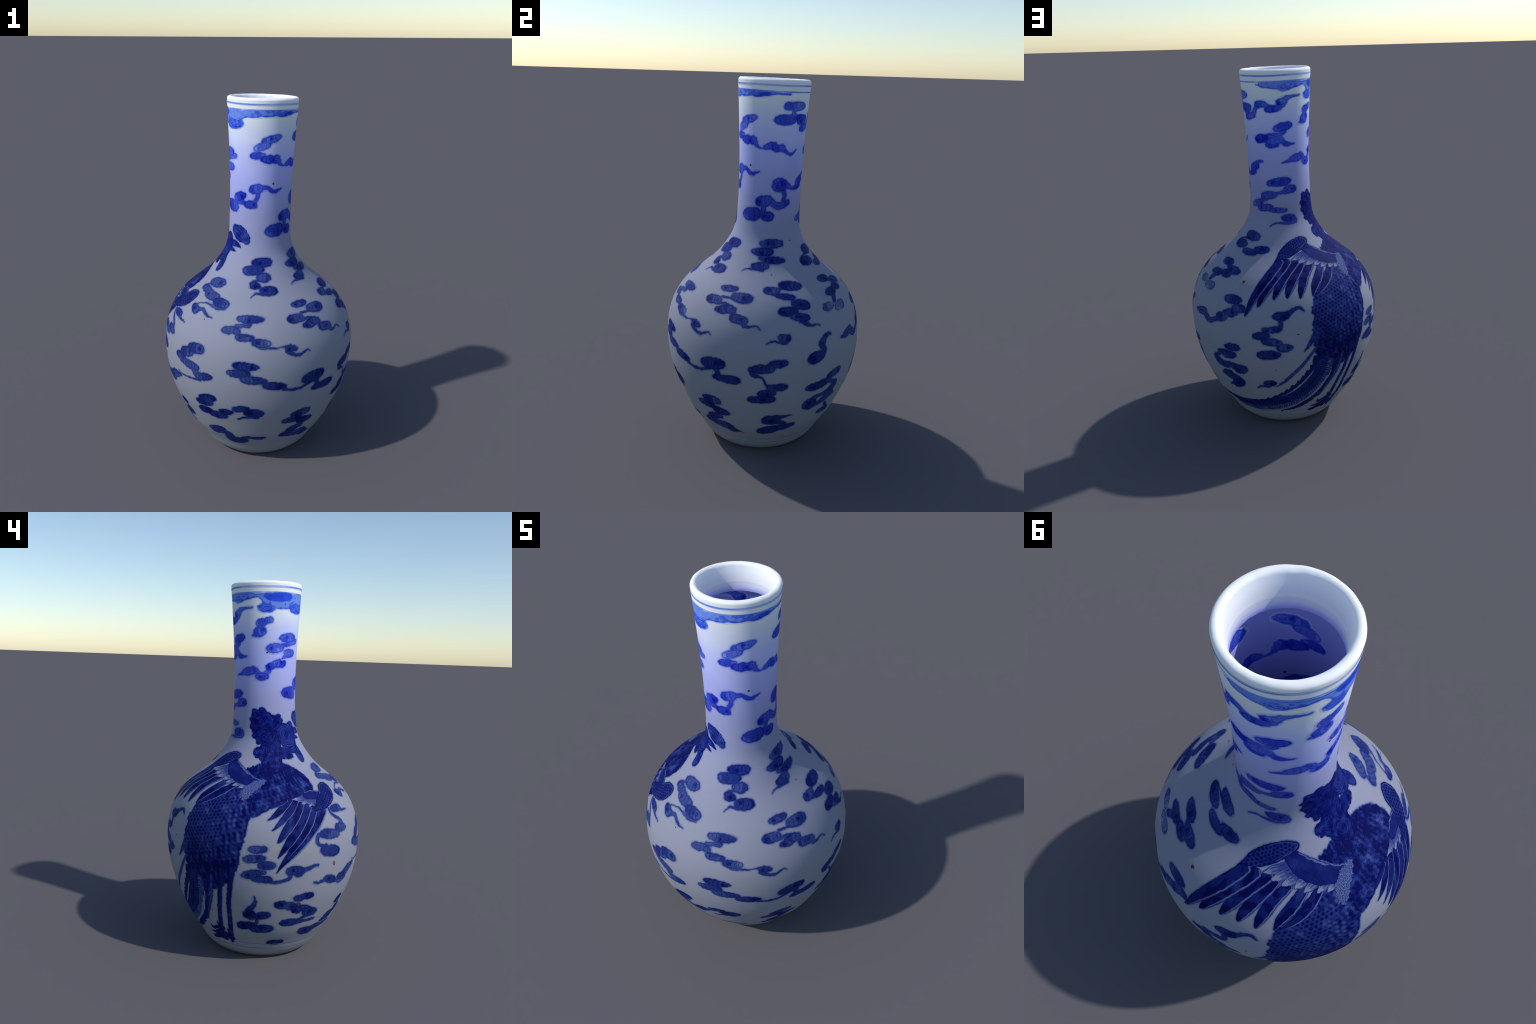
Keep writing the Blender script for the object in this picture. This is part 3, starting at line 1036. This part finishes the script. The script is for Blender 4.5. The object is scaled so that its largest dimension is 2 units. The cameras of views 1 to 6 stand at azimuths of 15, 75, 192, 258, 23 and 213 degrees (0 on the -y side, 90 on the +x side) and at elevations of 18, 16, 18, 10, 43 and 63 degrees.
BIRD["wing_patch"] = [
    wisp((97.8, 1.014, 11.7), (104.7, 1.037, 30.8), (114.7, 1.063, 38.5), (125.3, 1.084, 31.4), (131.7, 1.09, 19.8)),
    wisp((200.8, 0.86, 11.3), (207.7, 0.883, 34.8), (214.9, 0.91, 45.0), (218.7, 0.931, 48.7), (221.5, 0.947, 32.7)),
]
BIRD["wing_band"] = [
    wisp((130.6, 1.053, 29.0), (137.9, 1.023, 41.8), (147.0, 0.998, 42.8), (159.4, 0.977, 32.0)),
    wisp((197.5, 0.921, 20.5), (203.1, 0.923, 27.9), (209.0, 0.919, 25.2)),
]
BIRD["covert"] = [
    wisp((125.0, 1.029, 20.5), (117.9, 1.019, 18.8), (111.5, 1.01, 4.3)),
    wisp((129.4, 1.018, 22.0), (122.8, 1.008, 19.2), (117.9, 0.998, 8.2)),
    wisp((134.4, 1.007, 22.6), (128.5, 0.996, 18.8), (123.8, 0.988, 8.0)),
    wisp((139.4, 0.998, 22.3), (134.7, 0.989, 18.3), (131.1, 0.981, 7.7)),
    wisp((144.2, 0.989, 22.5), (139.5, 0.977, 17.3), (135.8, 0.968, 5.7)),
    wisp((150.4, 0.98, 23.7), (146.4, 0.969, 17.9), (143.0, 0.96, 6.8)),
    wisp((155.8, 0.97, 20.6), (151.1, 0.96, 15.0), (148.1, 0.954, 5.8)),
    wisp((196.3, 0.916, 14.7), (191.1, 0.911, 13.0), (186.5, 0.91, 4.1)),
    wisp((198.5, 0.907, 14.5), (195.7, 0.897, 11.7), (192.5, 0.889, 5.4)),
    wisp((202.1, 0.901, 15.0), (199.6, 0.887, 11.0), (197.0, 0.875, 4.5)),
    wisp((204.9, 0.897, 15.4), (202.4, 0.875, 12.2), (200.4, 0.856, 5.0)),
]
BIRD["flight_feather"] = [
    wisp((143.8, 0.964, 18.1), (136.6, 0.926, 23.6), (129.3, 0.888, 16.1), (123.5, 0.86, 3.7)),
    wisp((135.3, 0.972, 19.7), (129.2, 0.935, 24.9), (123.8, 0.898, 19.9), (121.5, 0.868, 8.6), (120.9, 0.859, 3.8)),
    wisp((126.5, 0.983, 18.9), (119.1, 0.947, 24.3), (114.7, 0.897, 21.4), (113.0, 0.863, 9.3), (112.7, 0.853, 3.7)),
    wisp((118.8, 0.992, 19.9), (111.7, 0.95, 25.3), (106.6, 0.901, 22.2), (104.8, 0.867, 10.1), (104.5, 0.857, 3.7)),
    wisp((114.4, 1.001, 21.4), (104.9, 0.956, 26.2), (99.5, 0.906, 23.7), (96.7, 0.863, 11.3), (96.3, 0.851, 3.7)),
    wisp((106.2, 1.001, 23.9), (96.7, 0.946, 28.1), (90.6, 0.889, 26.6), (87.4, 0.832, 13.6), (86.3, 0.814, 3.9)),
    wisp((99.2, 1.002, 25.4), (90.2, 0.934, 27.8), (83.5, 0.854, 21.2), (80.0, 0.783, 11.0), (78.7, 0.763, 4.0)),
    wisp((181.4, 0.907, 11.2), (176.9, 0.892, 14.0), (172.3, 0.879, 9.3), (169.1, 0.868, 2.3)),
    wisp((184.5, 0.907, 14.4), (179.5, 0.877, 18.7), (174.3, 0.842, 14.1), (169.9, 0.82, 2.6)),
    wisp((187.9, 0.898, 15.3), (183.1, 0.857, 19.5), (177.2, 0.81, 14.0), (172.4, 0.773, 2.6)),
    wisp((191.1, 0.885, 18.3), (185.9, 0.832, 25.2), (180.0, 0.769, 22.2), (176.5, 0.727, 10.7), (175.3, 0.716, 2.7)),
    wisp((195.6, 0.871, 20.5), (190.1, 0.818, 27.6), (183.4, 0.738, 24.7), (178.0, 0.67, 11.9), (175.8, 0.641, 2.7)),
    wisp((198.9, 0.857, 23.3), (193.9, 0.804, 28.6), (187.4, 0.732, 25.4), (181.9, 0.664, 13.2), (178.7, 0.615, 3.7)),
    wisp((206.0, 0.856, 27.4), (198.5, 0.796, 30.2), (191.8, 0.742, 29.6), (185.8, 0.685, 25.7), (181.5, 0.642, 19.9), (178.7, 0.611, 12.3), (175.2, 0.562, 2.3)),
]
BIRD["shoulder_fringe"] = [
    wisp((165.4, 0.983, 17.9), (159.5, 0.964, 27.5), (155.2, 0.937, 28.1), (154.3, 0.913, 16.3)),
]
BIRD["tail_plume"] = [
    wisp((120.1, 0.517, 20.2), (118.3, 0.459, 20.2), (114.9, 0.411, 21.8), (109.9, 0.354, 20.2), (103.1, 0.298, 19.9), (93.8, 0.251, 15.1), (84.1, 0.22, 7.8), (73.5, 0.204, 3.4)),
    wisp((134.4, 0.472, 18.7), (133.5, 0.398, 19.6), (130.6, 0.318, 20.9), (125.7, 0.25, 20.4), (118.6, 0.2, 25.6), (110.3, 0.155, 21.0), (97.7, 0.124, 4.8)),
    wisp((129.4, 0.474, 28.4), (127.3, 0.391, 30.0), (122.7, 0.318, 34.3), (115.7, 0.249, 38.2), (106.4, 0.201, 37.4), (96.0, 0.166, 36.1), (84.3, 0.141, 29.6), (72.0, 0.128, 25.5), (58.7, 0.133, 19.4), (53.4, 0.161, 11.8)),
    wisp((124.6, 0.491, 34.4), (122.3, 0.403, 37.0), (117.6, 0.329, 41.7), (110.4, 0.271, 36.6), (99.9, 0.227, 34.8), (86.2, 0.196, 32.5), (74.4, 0.177, 31.9), (62.9, 0.171, 28.9), (49.2, 0.182, 16.0), (41.7, 0.187, 7.0)),
    wisp((120.8, 0.59, 7.7), (115.9, 0.53, 7.6), (111.0, 0.47, 8.8), (106.4, 0.427, 9.0), (101.6, 0.379, 8.1), (95.9, 0.336, 2.3)),
    wisp((119.3, 0.652, 18.3), (115.8, 0.603, 9.2), (113.0, 0.569, 2.0)),
    wisp((138.3, 0.51, 9.3), (136.8, 0.412, 10.0), (133.4, 0.336, 8.5), (129.6, 0.274, 5.7), (127.4, 0.231, 3.1)),
]
BIRD["leg"] = [
    wisp((144.5, 0.566, 19.2), (144.3, 0.501, 16.2), (143.2, 0.446, 12.5), (142.2, 0.384, 11.9), (140.5, 0.318, 11.3), (139.0, 0.249, 11.9), (137.5, 0.194, 13.3)),
    wisp((151.1, 0.58, 19.8), (150.2, 0.51, 14.3), (149.4, 0.456, 12.6), (148.2, 0.395, 12.1), (147.4, 0.331, 11.6), (146.7, 0.264, 11.9), (145.6, 0.199, 12.1), (143.9, 0.139, 12.5), (143.0, 0.103, 7.6)),
]
BIRD["claw"] = [
    wisp((137.8, 0.195, 20.3), (134.0, 0.193, 10.2), (128.7, 0.173, 7.8), (128.0, 0.194, 3.1)),
    wisp((136.2, 0.167, 20.5), (129.5, 0.144, 12.2), (124.0, 0.143, 4.0)),
    wisp((132.7, 0.127, 19.3), (124.6, 0.105, 10.0), (123.6, 0.111, 5.5)),
    wisp((134.9, 0.132, 28.8), (137.2, 0.115, 13.5), (137.7, 0.105, 3.3)),
    wisp((136.9, 0.205, 11.2), (135.4, 0.23, 3.2)),
    wisp((143.5, 0.131, 20.7), (140.2, 0.151, 20.6), (136.9, 0.162, 21.6)),
    wisp((143.8, 0.164, 9.5), (142.9, 0.194, 2.7)),
]
BIRD["trunk"] = [wisp(
    (154.2, 0.926, 61), (145.6, 0.866, 130), (141.0, 0.820, 159), (138.9, 0.760, 175), (137.8, 0.701, 171), (136.6, 0.662, 174), (137.0, 0.624, 166), (134.2, 0.559, 128), (131.9, 0.522, 89), (130.1, 0.485, 49)),
    puff(122.3, 0.787, 34, 33, -7),
    puff(121.7, 0.722, 32, 28, -27),
    puff(124.5, 0.846, 27, 19, -10),
    puff(150.4, 0.588, 28, 22, 74),
    puff(144.5, 0.566, 29, 23, 65),
]
BORDER_WASH = [
    wisp((70.2, 1.918, 2.6), (76.5, 1.914, 5.0), (87.2, 1.92, 11.1), (101.1, 1.921, 16.1), (108.9, 1.912, 19.8), (121.0, 1.907, 16.1), (134.3, 1.912, 12.7), (151.9, 1.921, 11.3), (171.1, 1.911, 19.3)),
    wisp((80.0, 1.921, 19.9), (116.9, 1.912, 22.0), (134.1, 1.917, 15.4), (147.9, 1.923, 8.9), (158.4, 1.917, 15.3), (172.6, 1.899, 33.1), (194.0, 1.896, 39.5), (233.8, 1.907, 39.3)),
    wisp((224.2, 1.902, 38.7), (241.6, 1.911, 31.9), (254.5, 1.92, 20.3), (277.9, 1.923, 19.0), (297.8, 1.925, 17.8), (319.9, 1.923, 16.1), (340.7, 1.925, 9.4), (371.0, 1.921, 3.5)),
]
BORDER_LOBE = [
    puff(114.8, 1.9, 33, 15, -1),
    puff(166.4, 1.859, 42, 21, -5),
    puff(169.8, 1.858, 39, 18, 3),
    puff(227.3, 1.863, 55, 24, 3),
    puff(239.3, 1.866, 43, 23, 9),
]
BORDER_DARK = [
    puff(188.5, 1.924, 76, 29, 2),
    puff(330.8, 1.92, 28, 8, 7),
    puff(330.9, 1.919, 29, 9, 3),
]


def edge_rim(f, at=.003, w=.0025):
    return np.exp(-((f - at) / w) ** 2)


def lattice(sh, pitch, turn, warp=.002):
    """distance to the nearest centre of a hexagonal net, and to its walls"""
    c, s = math.cos(turn), math.sin(turn)
    x = sh.X + warp * sh.wav(40, 160)
    y = sh.S + warp * sh.wav(40, 160)
    u, v = (x * c + y * s) / pitch, (-x * s + y * c) / pitch / .866
    d1 = np.full(u.shape, 9.0)
    d2 = d1.copy()
    for dr in (-1, 0, 1):
        row = np.round(v) + dr
        for dc in (-1, 0, 1):
            off = .5 * (np.mod(row, 2))
            cu = np.round(u - off) + dc + off
            d = np.hypot(u - cu, (v - row) * .866)
            d2 = np.minimum(d2, np.maximum(d, d1))
            d1 = np.minimum(d1, d)
    return d1, d2 - d1


def sheet_for(strokes, seed, **kw):
    strokes = unwrap(strokes)
    return Sheet(*bounds(strokes), seed=seed, **kw), strokes


def union(sh, strokes):
    best, along, side = None, None, None
    for k in strokes:
        if k[0] == "puff":
            f, t, s = sh.puff(k)[0], 0, 0
        else:
            f, t, s = sh.wisp(k[1])
        if best is None:
            best, along, side = f, t + 0 * f, s + 0 * f
        else:
            m = f > best
            along, side = np.where(m, t, along), np.where(m, s, side)
            best = np.maximum(best, f)
    return best, along, side


# torso: scaled trunk and mottled breast
sh, st = sheet_for(BIRD["trunk"] + BIRD["breast"], 501, h=.0026)
n_tr = len(BIRD["trunk"])
blot, fine = sh.wav(30, 110), sh.wav(110, 300)
fb, _, _ = union(sh, st[n_tr:])
f, along, side = union(sh, st[:n_tr])
ragged = .002 * sh.wav(150, 420)
low = np.clip((arc(.66) - sh.S) / .08, 0, 1)
d1, wall_d = lattice(sh, .0215, .25)
scaled = np.clip((.35 - side) / .25, 0, 1) * np.clip((arc(.93) - sh.S) / .05, 0, 1) * np.clip((sh.S - arc(.56)) / .14, .25, 1) * np.clip(.85 + .45 * blot, .35, 1)
tone = .68 + .10 * blot + .20 * low
tone = tone + scaled * (.42 * np.clip((.31 - d1) / .12, 0, 1) - .16 * np.clip((.30 - wall_d) / .2, 0, 1))
tone = tone + (1 - scaled) * (.24 * np.clip(fine, -1, 1) + .03)
tone = tone + .15 * edge_rim(f, .004, .004)
sh.lay(f + ragged * (sh.S < arc(.72)) + ragged * .5, np.clip(tone, .3, 1.0))
d1, wall_d = lattice(sh, .016, .8)
tone = .86 + .20 * blot + .18 * np.clip(fine, -1, 1) - .16 * np.clip((.25 - wall_d) / .2, 0, 1) + .2 * edge_rim(fb, .003, .003)
tone = tone + .18 * np.clip((sh.S - arc(.985)) / .04, 0, 1)
sh.lay(fb + ragged * .6, np.clip(tone, .34, 1.05))
bird = sh.build("painted_bird", root, .00035)


FRINGE = []


def layer(name, strokes, seed, lift, shade, shape=None, bleed=0, **kw):
    sh, st = sheet_for(strokes, seed, **kw)
    f, along, side = union(sh, st)
    if shape:
        f = shape(sh, f, along, side)
    if not (name == "tail_plume" and seed < 522):
        FRINGE.extend(strokes)
    sh.lay(f, np.clip(shade(sh, f, along, side), .1, 1.05), bleed)
    return sh.build(name, bird, lift)


def hairy(amp):
    return lambda sh, f, t, s: f + amp * sh.wav(200, 520)


def plain(base, var=.08, rim=.15):
    return lambda sh, f, t, s: base + var * sh.wav(40, 160) + rim * edge_rim(f)


def strands(base, n=5):
    return lambda sh, f, t, s: base + .08 * sh.wav(40, 160) + .10 * np.cos(s * n * 3.14 + 4 * sh.wav(60, 160)) + .08 * sh.wav(120, 300) + .12 * edge_rim(f)


# tail plumes
def plume(sh, f, t, s):
    return .74 + .07 * sh.wav(40, 140) + .14 * np.sin(t * 330 - np.abs(s) * 7) * (np.abs(s) > .15) + .2 * (np.abs(s) < .1) + .1 * edge_rim(f)


def pale_plume(sh, f, t, s):
    return .42 + .06 * sh.wav(40, 140) + .17 * np.sin(t * 300 - np.abs(s) * 7) + .2 * edge_rim(f)


def saw(sign, n):
    return lambda sh, f, t, s: f - np.where(s * sign > 0, (.012) * np.mod(t * n, 1) * np.clip((1 - t) * 4, 0, 1), 0) + .0012 * sh.wav(200, 400)


def edged(shade, sign):
    return lambda sh, f, t, s: np.where((s * sign > .70) & (t > .12), .12, shade(sh, f, t, s))


tail_shade = [edged(plain(.80), 1), edged(plain(.84), -1), edged(pale_plume, 1), plume, plain(.42, .05), plain(.55), plain(.45, .05)]
tail_shape = [saw(-1, 12), saw(1, 12), None, None, None, hairy(.002), None]
for i, w in enumerate(BIRD["tail_plume"]):
    layer("tail_plume", [w], 520 + i, .00042 + .00005 * i, tail_shade[i], tail_shape[i])

# legs and claws
for i, w in enumerate(BIRD["leg"]):
    layer("leg", [w], 540 + i, .0008, lambda sh, f, t, s: .72 + .06 * sh.wav(60, 160) + .22 * (s < -.45) + .18 * (np.mod(t * 17, 1) < .14),
          lambda sh, f, t, s: f + .0006 * np.sin(t * 107))
for i, w in enumerate(BIRD["claw"]):
    layer("claw", [w], 550 + i, .0009 + .00005 * i, plain(.82))


# wings
def flight(sh, f, t, s):
    vane = .88 + .17 * sh.wav(25, 110) + .12 * edge_rim(f) + .1 * (np.abs(s + .05) < .06)
    vane = np.where(s > .68, .16, vane)
    return np.where(s > .88, .5, vane)


def flight_far(sh, f, t, s):
    vane = .84 + .16 * sh.wav(25, 110) + .12 * edge_rim(f) + .1 * (np.abs(s) < .06)
    return np.where(s > .84, .22, vane)


for i, w in enumerate(BIRD["flight_feather"]):
    layer("flight_feather", [w], 560 + i, (.00045 + .00006 * i) if i < 7 else (.00085 - .00006 * (i - 7)), flight if i < 7 else flight_far, wobble=.0009)


def covert(sh, f, t, s):
    lines = .16 * (np.sin(s * 9) > .35) * (t < .75)
    return np.where(f < .0022, .5, .34 - .24 * np.clip((t - .3) / .4, 0, 1) + lines)


for i, w in enumerate(BIRD["covert"]):
    layer("covert", [w], 580 + i, .0010 + .00005 * (i % 7), covert, wobble=.0008)


def hatched(sh, f, t, s):
    a = np.abs(np.sin((sh.X + sh.S) * 400))
    b = np.abs(np.sin((sh.X - sh.S) * 400))
    net = np.clip(1 - np.minimum(a, b) / .45, 0, 1)
    tone = .74 + .05 * sh.wav(30, 90) + .22 * net + .2 * edge_rim(f, .0015, .0015)
    return np.where((s > .80) & (t > .04), np.where(s > .93, .5, .22), tone)


def scaly(sh, f, t, s):
    d1, wd = lattice(sh, .0165, .6)
    tone = .76 + .06 * sh.wav(30, 90) + .24 * np.clip((.36 - d1) / .12, 0, 1) - .14 * np.clip((.22 - wd) / .2, 0, 1)
    tone = np.where((f > .0045) & (f < .0078) & (t > .55), .3, tone)
    return np.where(f < .004, .95, tone)


for i in range(2):
    layer("wing_band", [BIRD["wing_band"][i]], 600 + i, .0014, hatched)
    layer("wing_patch", [BIRD["wing_patch"][i]], 604 + i, .0015, scaly)


def curls(sh, f, t, s):
    d1, wd = lattice(sh, .0135, .3, .0045)
    return np.where((np.abs(d1 - .30) < .10) | (d1 < .07), .56, .14)


layer("shoulder_fringe", BIRD["shoulder_fringe"], 610, .0016, curls, hairy(.004))

# neck, crest and head
layer("crest", BIRD["crest"], 621, .0007, strands(.88, 5), hairy(.003))
layer("neck", BIRD["neck"], 620, .0006, strands(.86, 7), hairy(.0035))
for i, w in enumerate(BIRD["crest_tuft"]):
    layer("crest_tuft", [w], 630 + i, .0008 + .00005 * i, strands(.88, 4), hairy(.0022))


def face(sh, f, t, s):
    ex, ey = sh.metric(math.radians(206), arc(1.205))
    rr = np.hypot(ex, ey)
    sp = rr / .0125 - np.arctan2(ey, ex) / 6.283 + .25 * sh.wav(50, 120)
    ring = np.abs(sp - np.round(sp))
    return .66 + .07 * sh.wav(40, 120) + .3 * np.clip(1.3 - ring * .0125 / .0022, 0, 1) + .25 * edge_rim(f)


layer("head", BIRD["head"], 650, .0014, face)
layer("comb", BIRD["comb"], 652, .0013, lambda sh, f, t, s: .66 + .1 * sh.wav(60, 200) + .16 * np.cos(s * 14 + 3 * sh.wav(20, 60)) + .15 * edge_rim(f),
      lambda sh, f, t, s: f + .003 * np.sin(t * 60))
for i, w in enumerate(BIRD["beak"]):
    layer("beak", [w], 654 + i, .0015, plain(.76))
layer("wattle", BIRD["wattle"], 657, .0012, plain(.7, .1, .2))

# the cobalt bleeds a little into the glaze round the whole bird
sh, st = sheet_for(FRINGE, 690, wobble=.001, h=.0026)
f = union(sh, st)[0]
sh.lay(f, np.where(f < .006, .62, 0))
ob = sh.build("cobalt_bleed", bird, .0002)
ob["kind"] = "stuff"

# ------------------------------------------------- bands at mouth and foot
# painted border hanging below the mouth, closed by a drawn line
line_z = lambda th: 1.936 + .0055 * np.cos(th + math.radians(125))
sh = Sheet(-math.pi, math.pi, arc(1.80), arc(1.958), seed=700)
bl, fi = sh.wav(20, 80), sh.wav(120, 320)


def around(sh, k):
    """field of a stroke on a sheet that goes all the way round"""
    cands = []
    for off in (-2 * math.pi, 0, 2 * math.pi):
        if k[0] == "puff":
            cands.append(sh.puff((k[0], k[1] + off) + k[2:])[0])
        else:
            cands.append(sh.wisp([(a + off, z, w) for a, z, w in k[1]])[0])
    return np.maximum.reduce(cands)


below = np.interp(line_z(sh.T), _z, _s) - sh.S
f = np.maximum.reduce([around(sh, k) for k in BORDER_WASH])
f = np.minimum(f, below)
streak = np.clip(.5 * bl + .5 * fi, -1, 1)
sh.lay(f, np.clip(.44 + .13 * streak + .34 * np.exp(-((f - .003) / .0032) ** 2) * (below > .006), .12, 1))
for k in BORDER_LOBE:
    g = np.minimum(around(sh, k), below)
    sp = g / .0095
    sh.lay(g, np.clip(.50 + .1 * streak + .34 * (np.abs(sp - np.round(sp)) < .22), .12, 1))
for k in BORDER_DARK:
    g = np.minimum(around(sh, k), below)
    sh.lay(g, .78 + .05 * bl + .2 * edge_rim(g, .002, .002))
g = .0026 - np.abs(below)
sh.lay(g, .42 + .12 * bl, .0012)
sh.build("painted_border", root, .0003, paint=BORDER_PAINT)


def ring_line(name, zf, half, tone, seed, lift, gap=0.0):
    z0 = float(zf(np.zeros(1))[0])
    sh = Sheet(-math.pi, math.pi, arc(z0 - .02), arc(z0) + .02, seed=seed, h=.0019)
    d = half - np.abs(sh.S - np.interp(zf(sh.T), _z, _s) + .001 * sh.wav(8, 30))
    lo = sh.wav(3, 12)
    sh.lay(d - .004 * np.clip(gap - 1 - lo, 0, 1), np.clip(tone + .1 * lo, .1, .6), .0011)
    sh.build(name, root, lift, paint=BORDER_PAINT)


ring_line("foot_line", lambda th: .108 + .001 * np.sin(th), .0016, .18, 712, .0006, .9)
ring_line("foot_line", lambda th: .078 + .001 * np.cos(th), .0016, .16, 713, .0006, 1.2)
ring_line("mouth_line", lambda th: 1.9655 + .005 * np.cos(th + math.radians(130)), .0044, .24, 714, .0017)

# ------------------------------------------------------------ kiln blemishes
for th, z, a, b, tilt in ((174.4, .684, 16, 20, 20), (192.5, .668, 22, 12, -40), (197, .64, 12, 9, 0), (190.2, .705, 8, 9, 0)):
    k = puff(th, z, a, b, tilt)
    sh = Sheet(*bounds([k]), seed=int(th * 10), h=.002, wobble=.006)
    sh.lay(sh.puff(k)[0] + .004 * sh.wav(100, 300), .8, .0005)
    sh.build("kiln_stain", root, .00025, paint=[STAIN] * len(PAINT))
for th, z, a, b, tilt in ((73.2, .915, 9, 8, 10), (210.8, .581, 9, 15, 20), (190, .383, 17, 8, -25), (-15.8, .628, 14, 9, 40),
                          (-52.8, 1.561, 4.5, 7, 0), (170.3, 1.635, 5.5, 5, 0), (84.2, 1.96, 3.5, 3.5, 0), (24.8, 1.17, 3.5, 4, 0),
                          (-7.7, 1.024, 3, 3, 0), (8.2, .996, 8, 3.5, -20), (109.8, .671, 4, 4, 0), (96.7, .458, 3, 3, 0),
                          (246.4, .882, 3.5, 4, 0), (134.4, .304, 3, 6, 20), (-26.9, .159, 4, 2, 0), (-149, .575, 6, 10, 30)):
    k = puff(th, z, a * .72, b * .72, tilt)
    sh = Sheet(*bounds([k]), seed=int(th * 7 + z * 900) % 9973 + 5, h=.001, wobble=.0012)
    sh.lay(sh.puff(k)[0] - .0004, .8, .0004)
    sh.build("iron_speck", root, .0006, paint=[OCHRE if th in (210.8, -149, 134.4, -52.8) else RUST] * len(PAINT))
    if th == -52.8:
        sh.build("iron_speck", root, 0, inner=True, paint=[RUST] * len(PAINT))
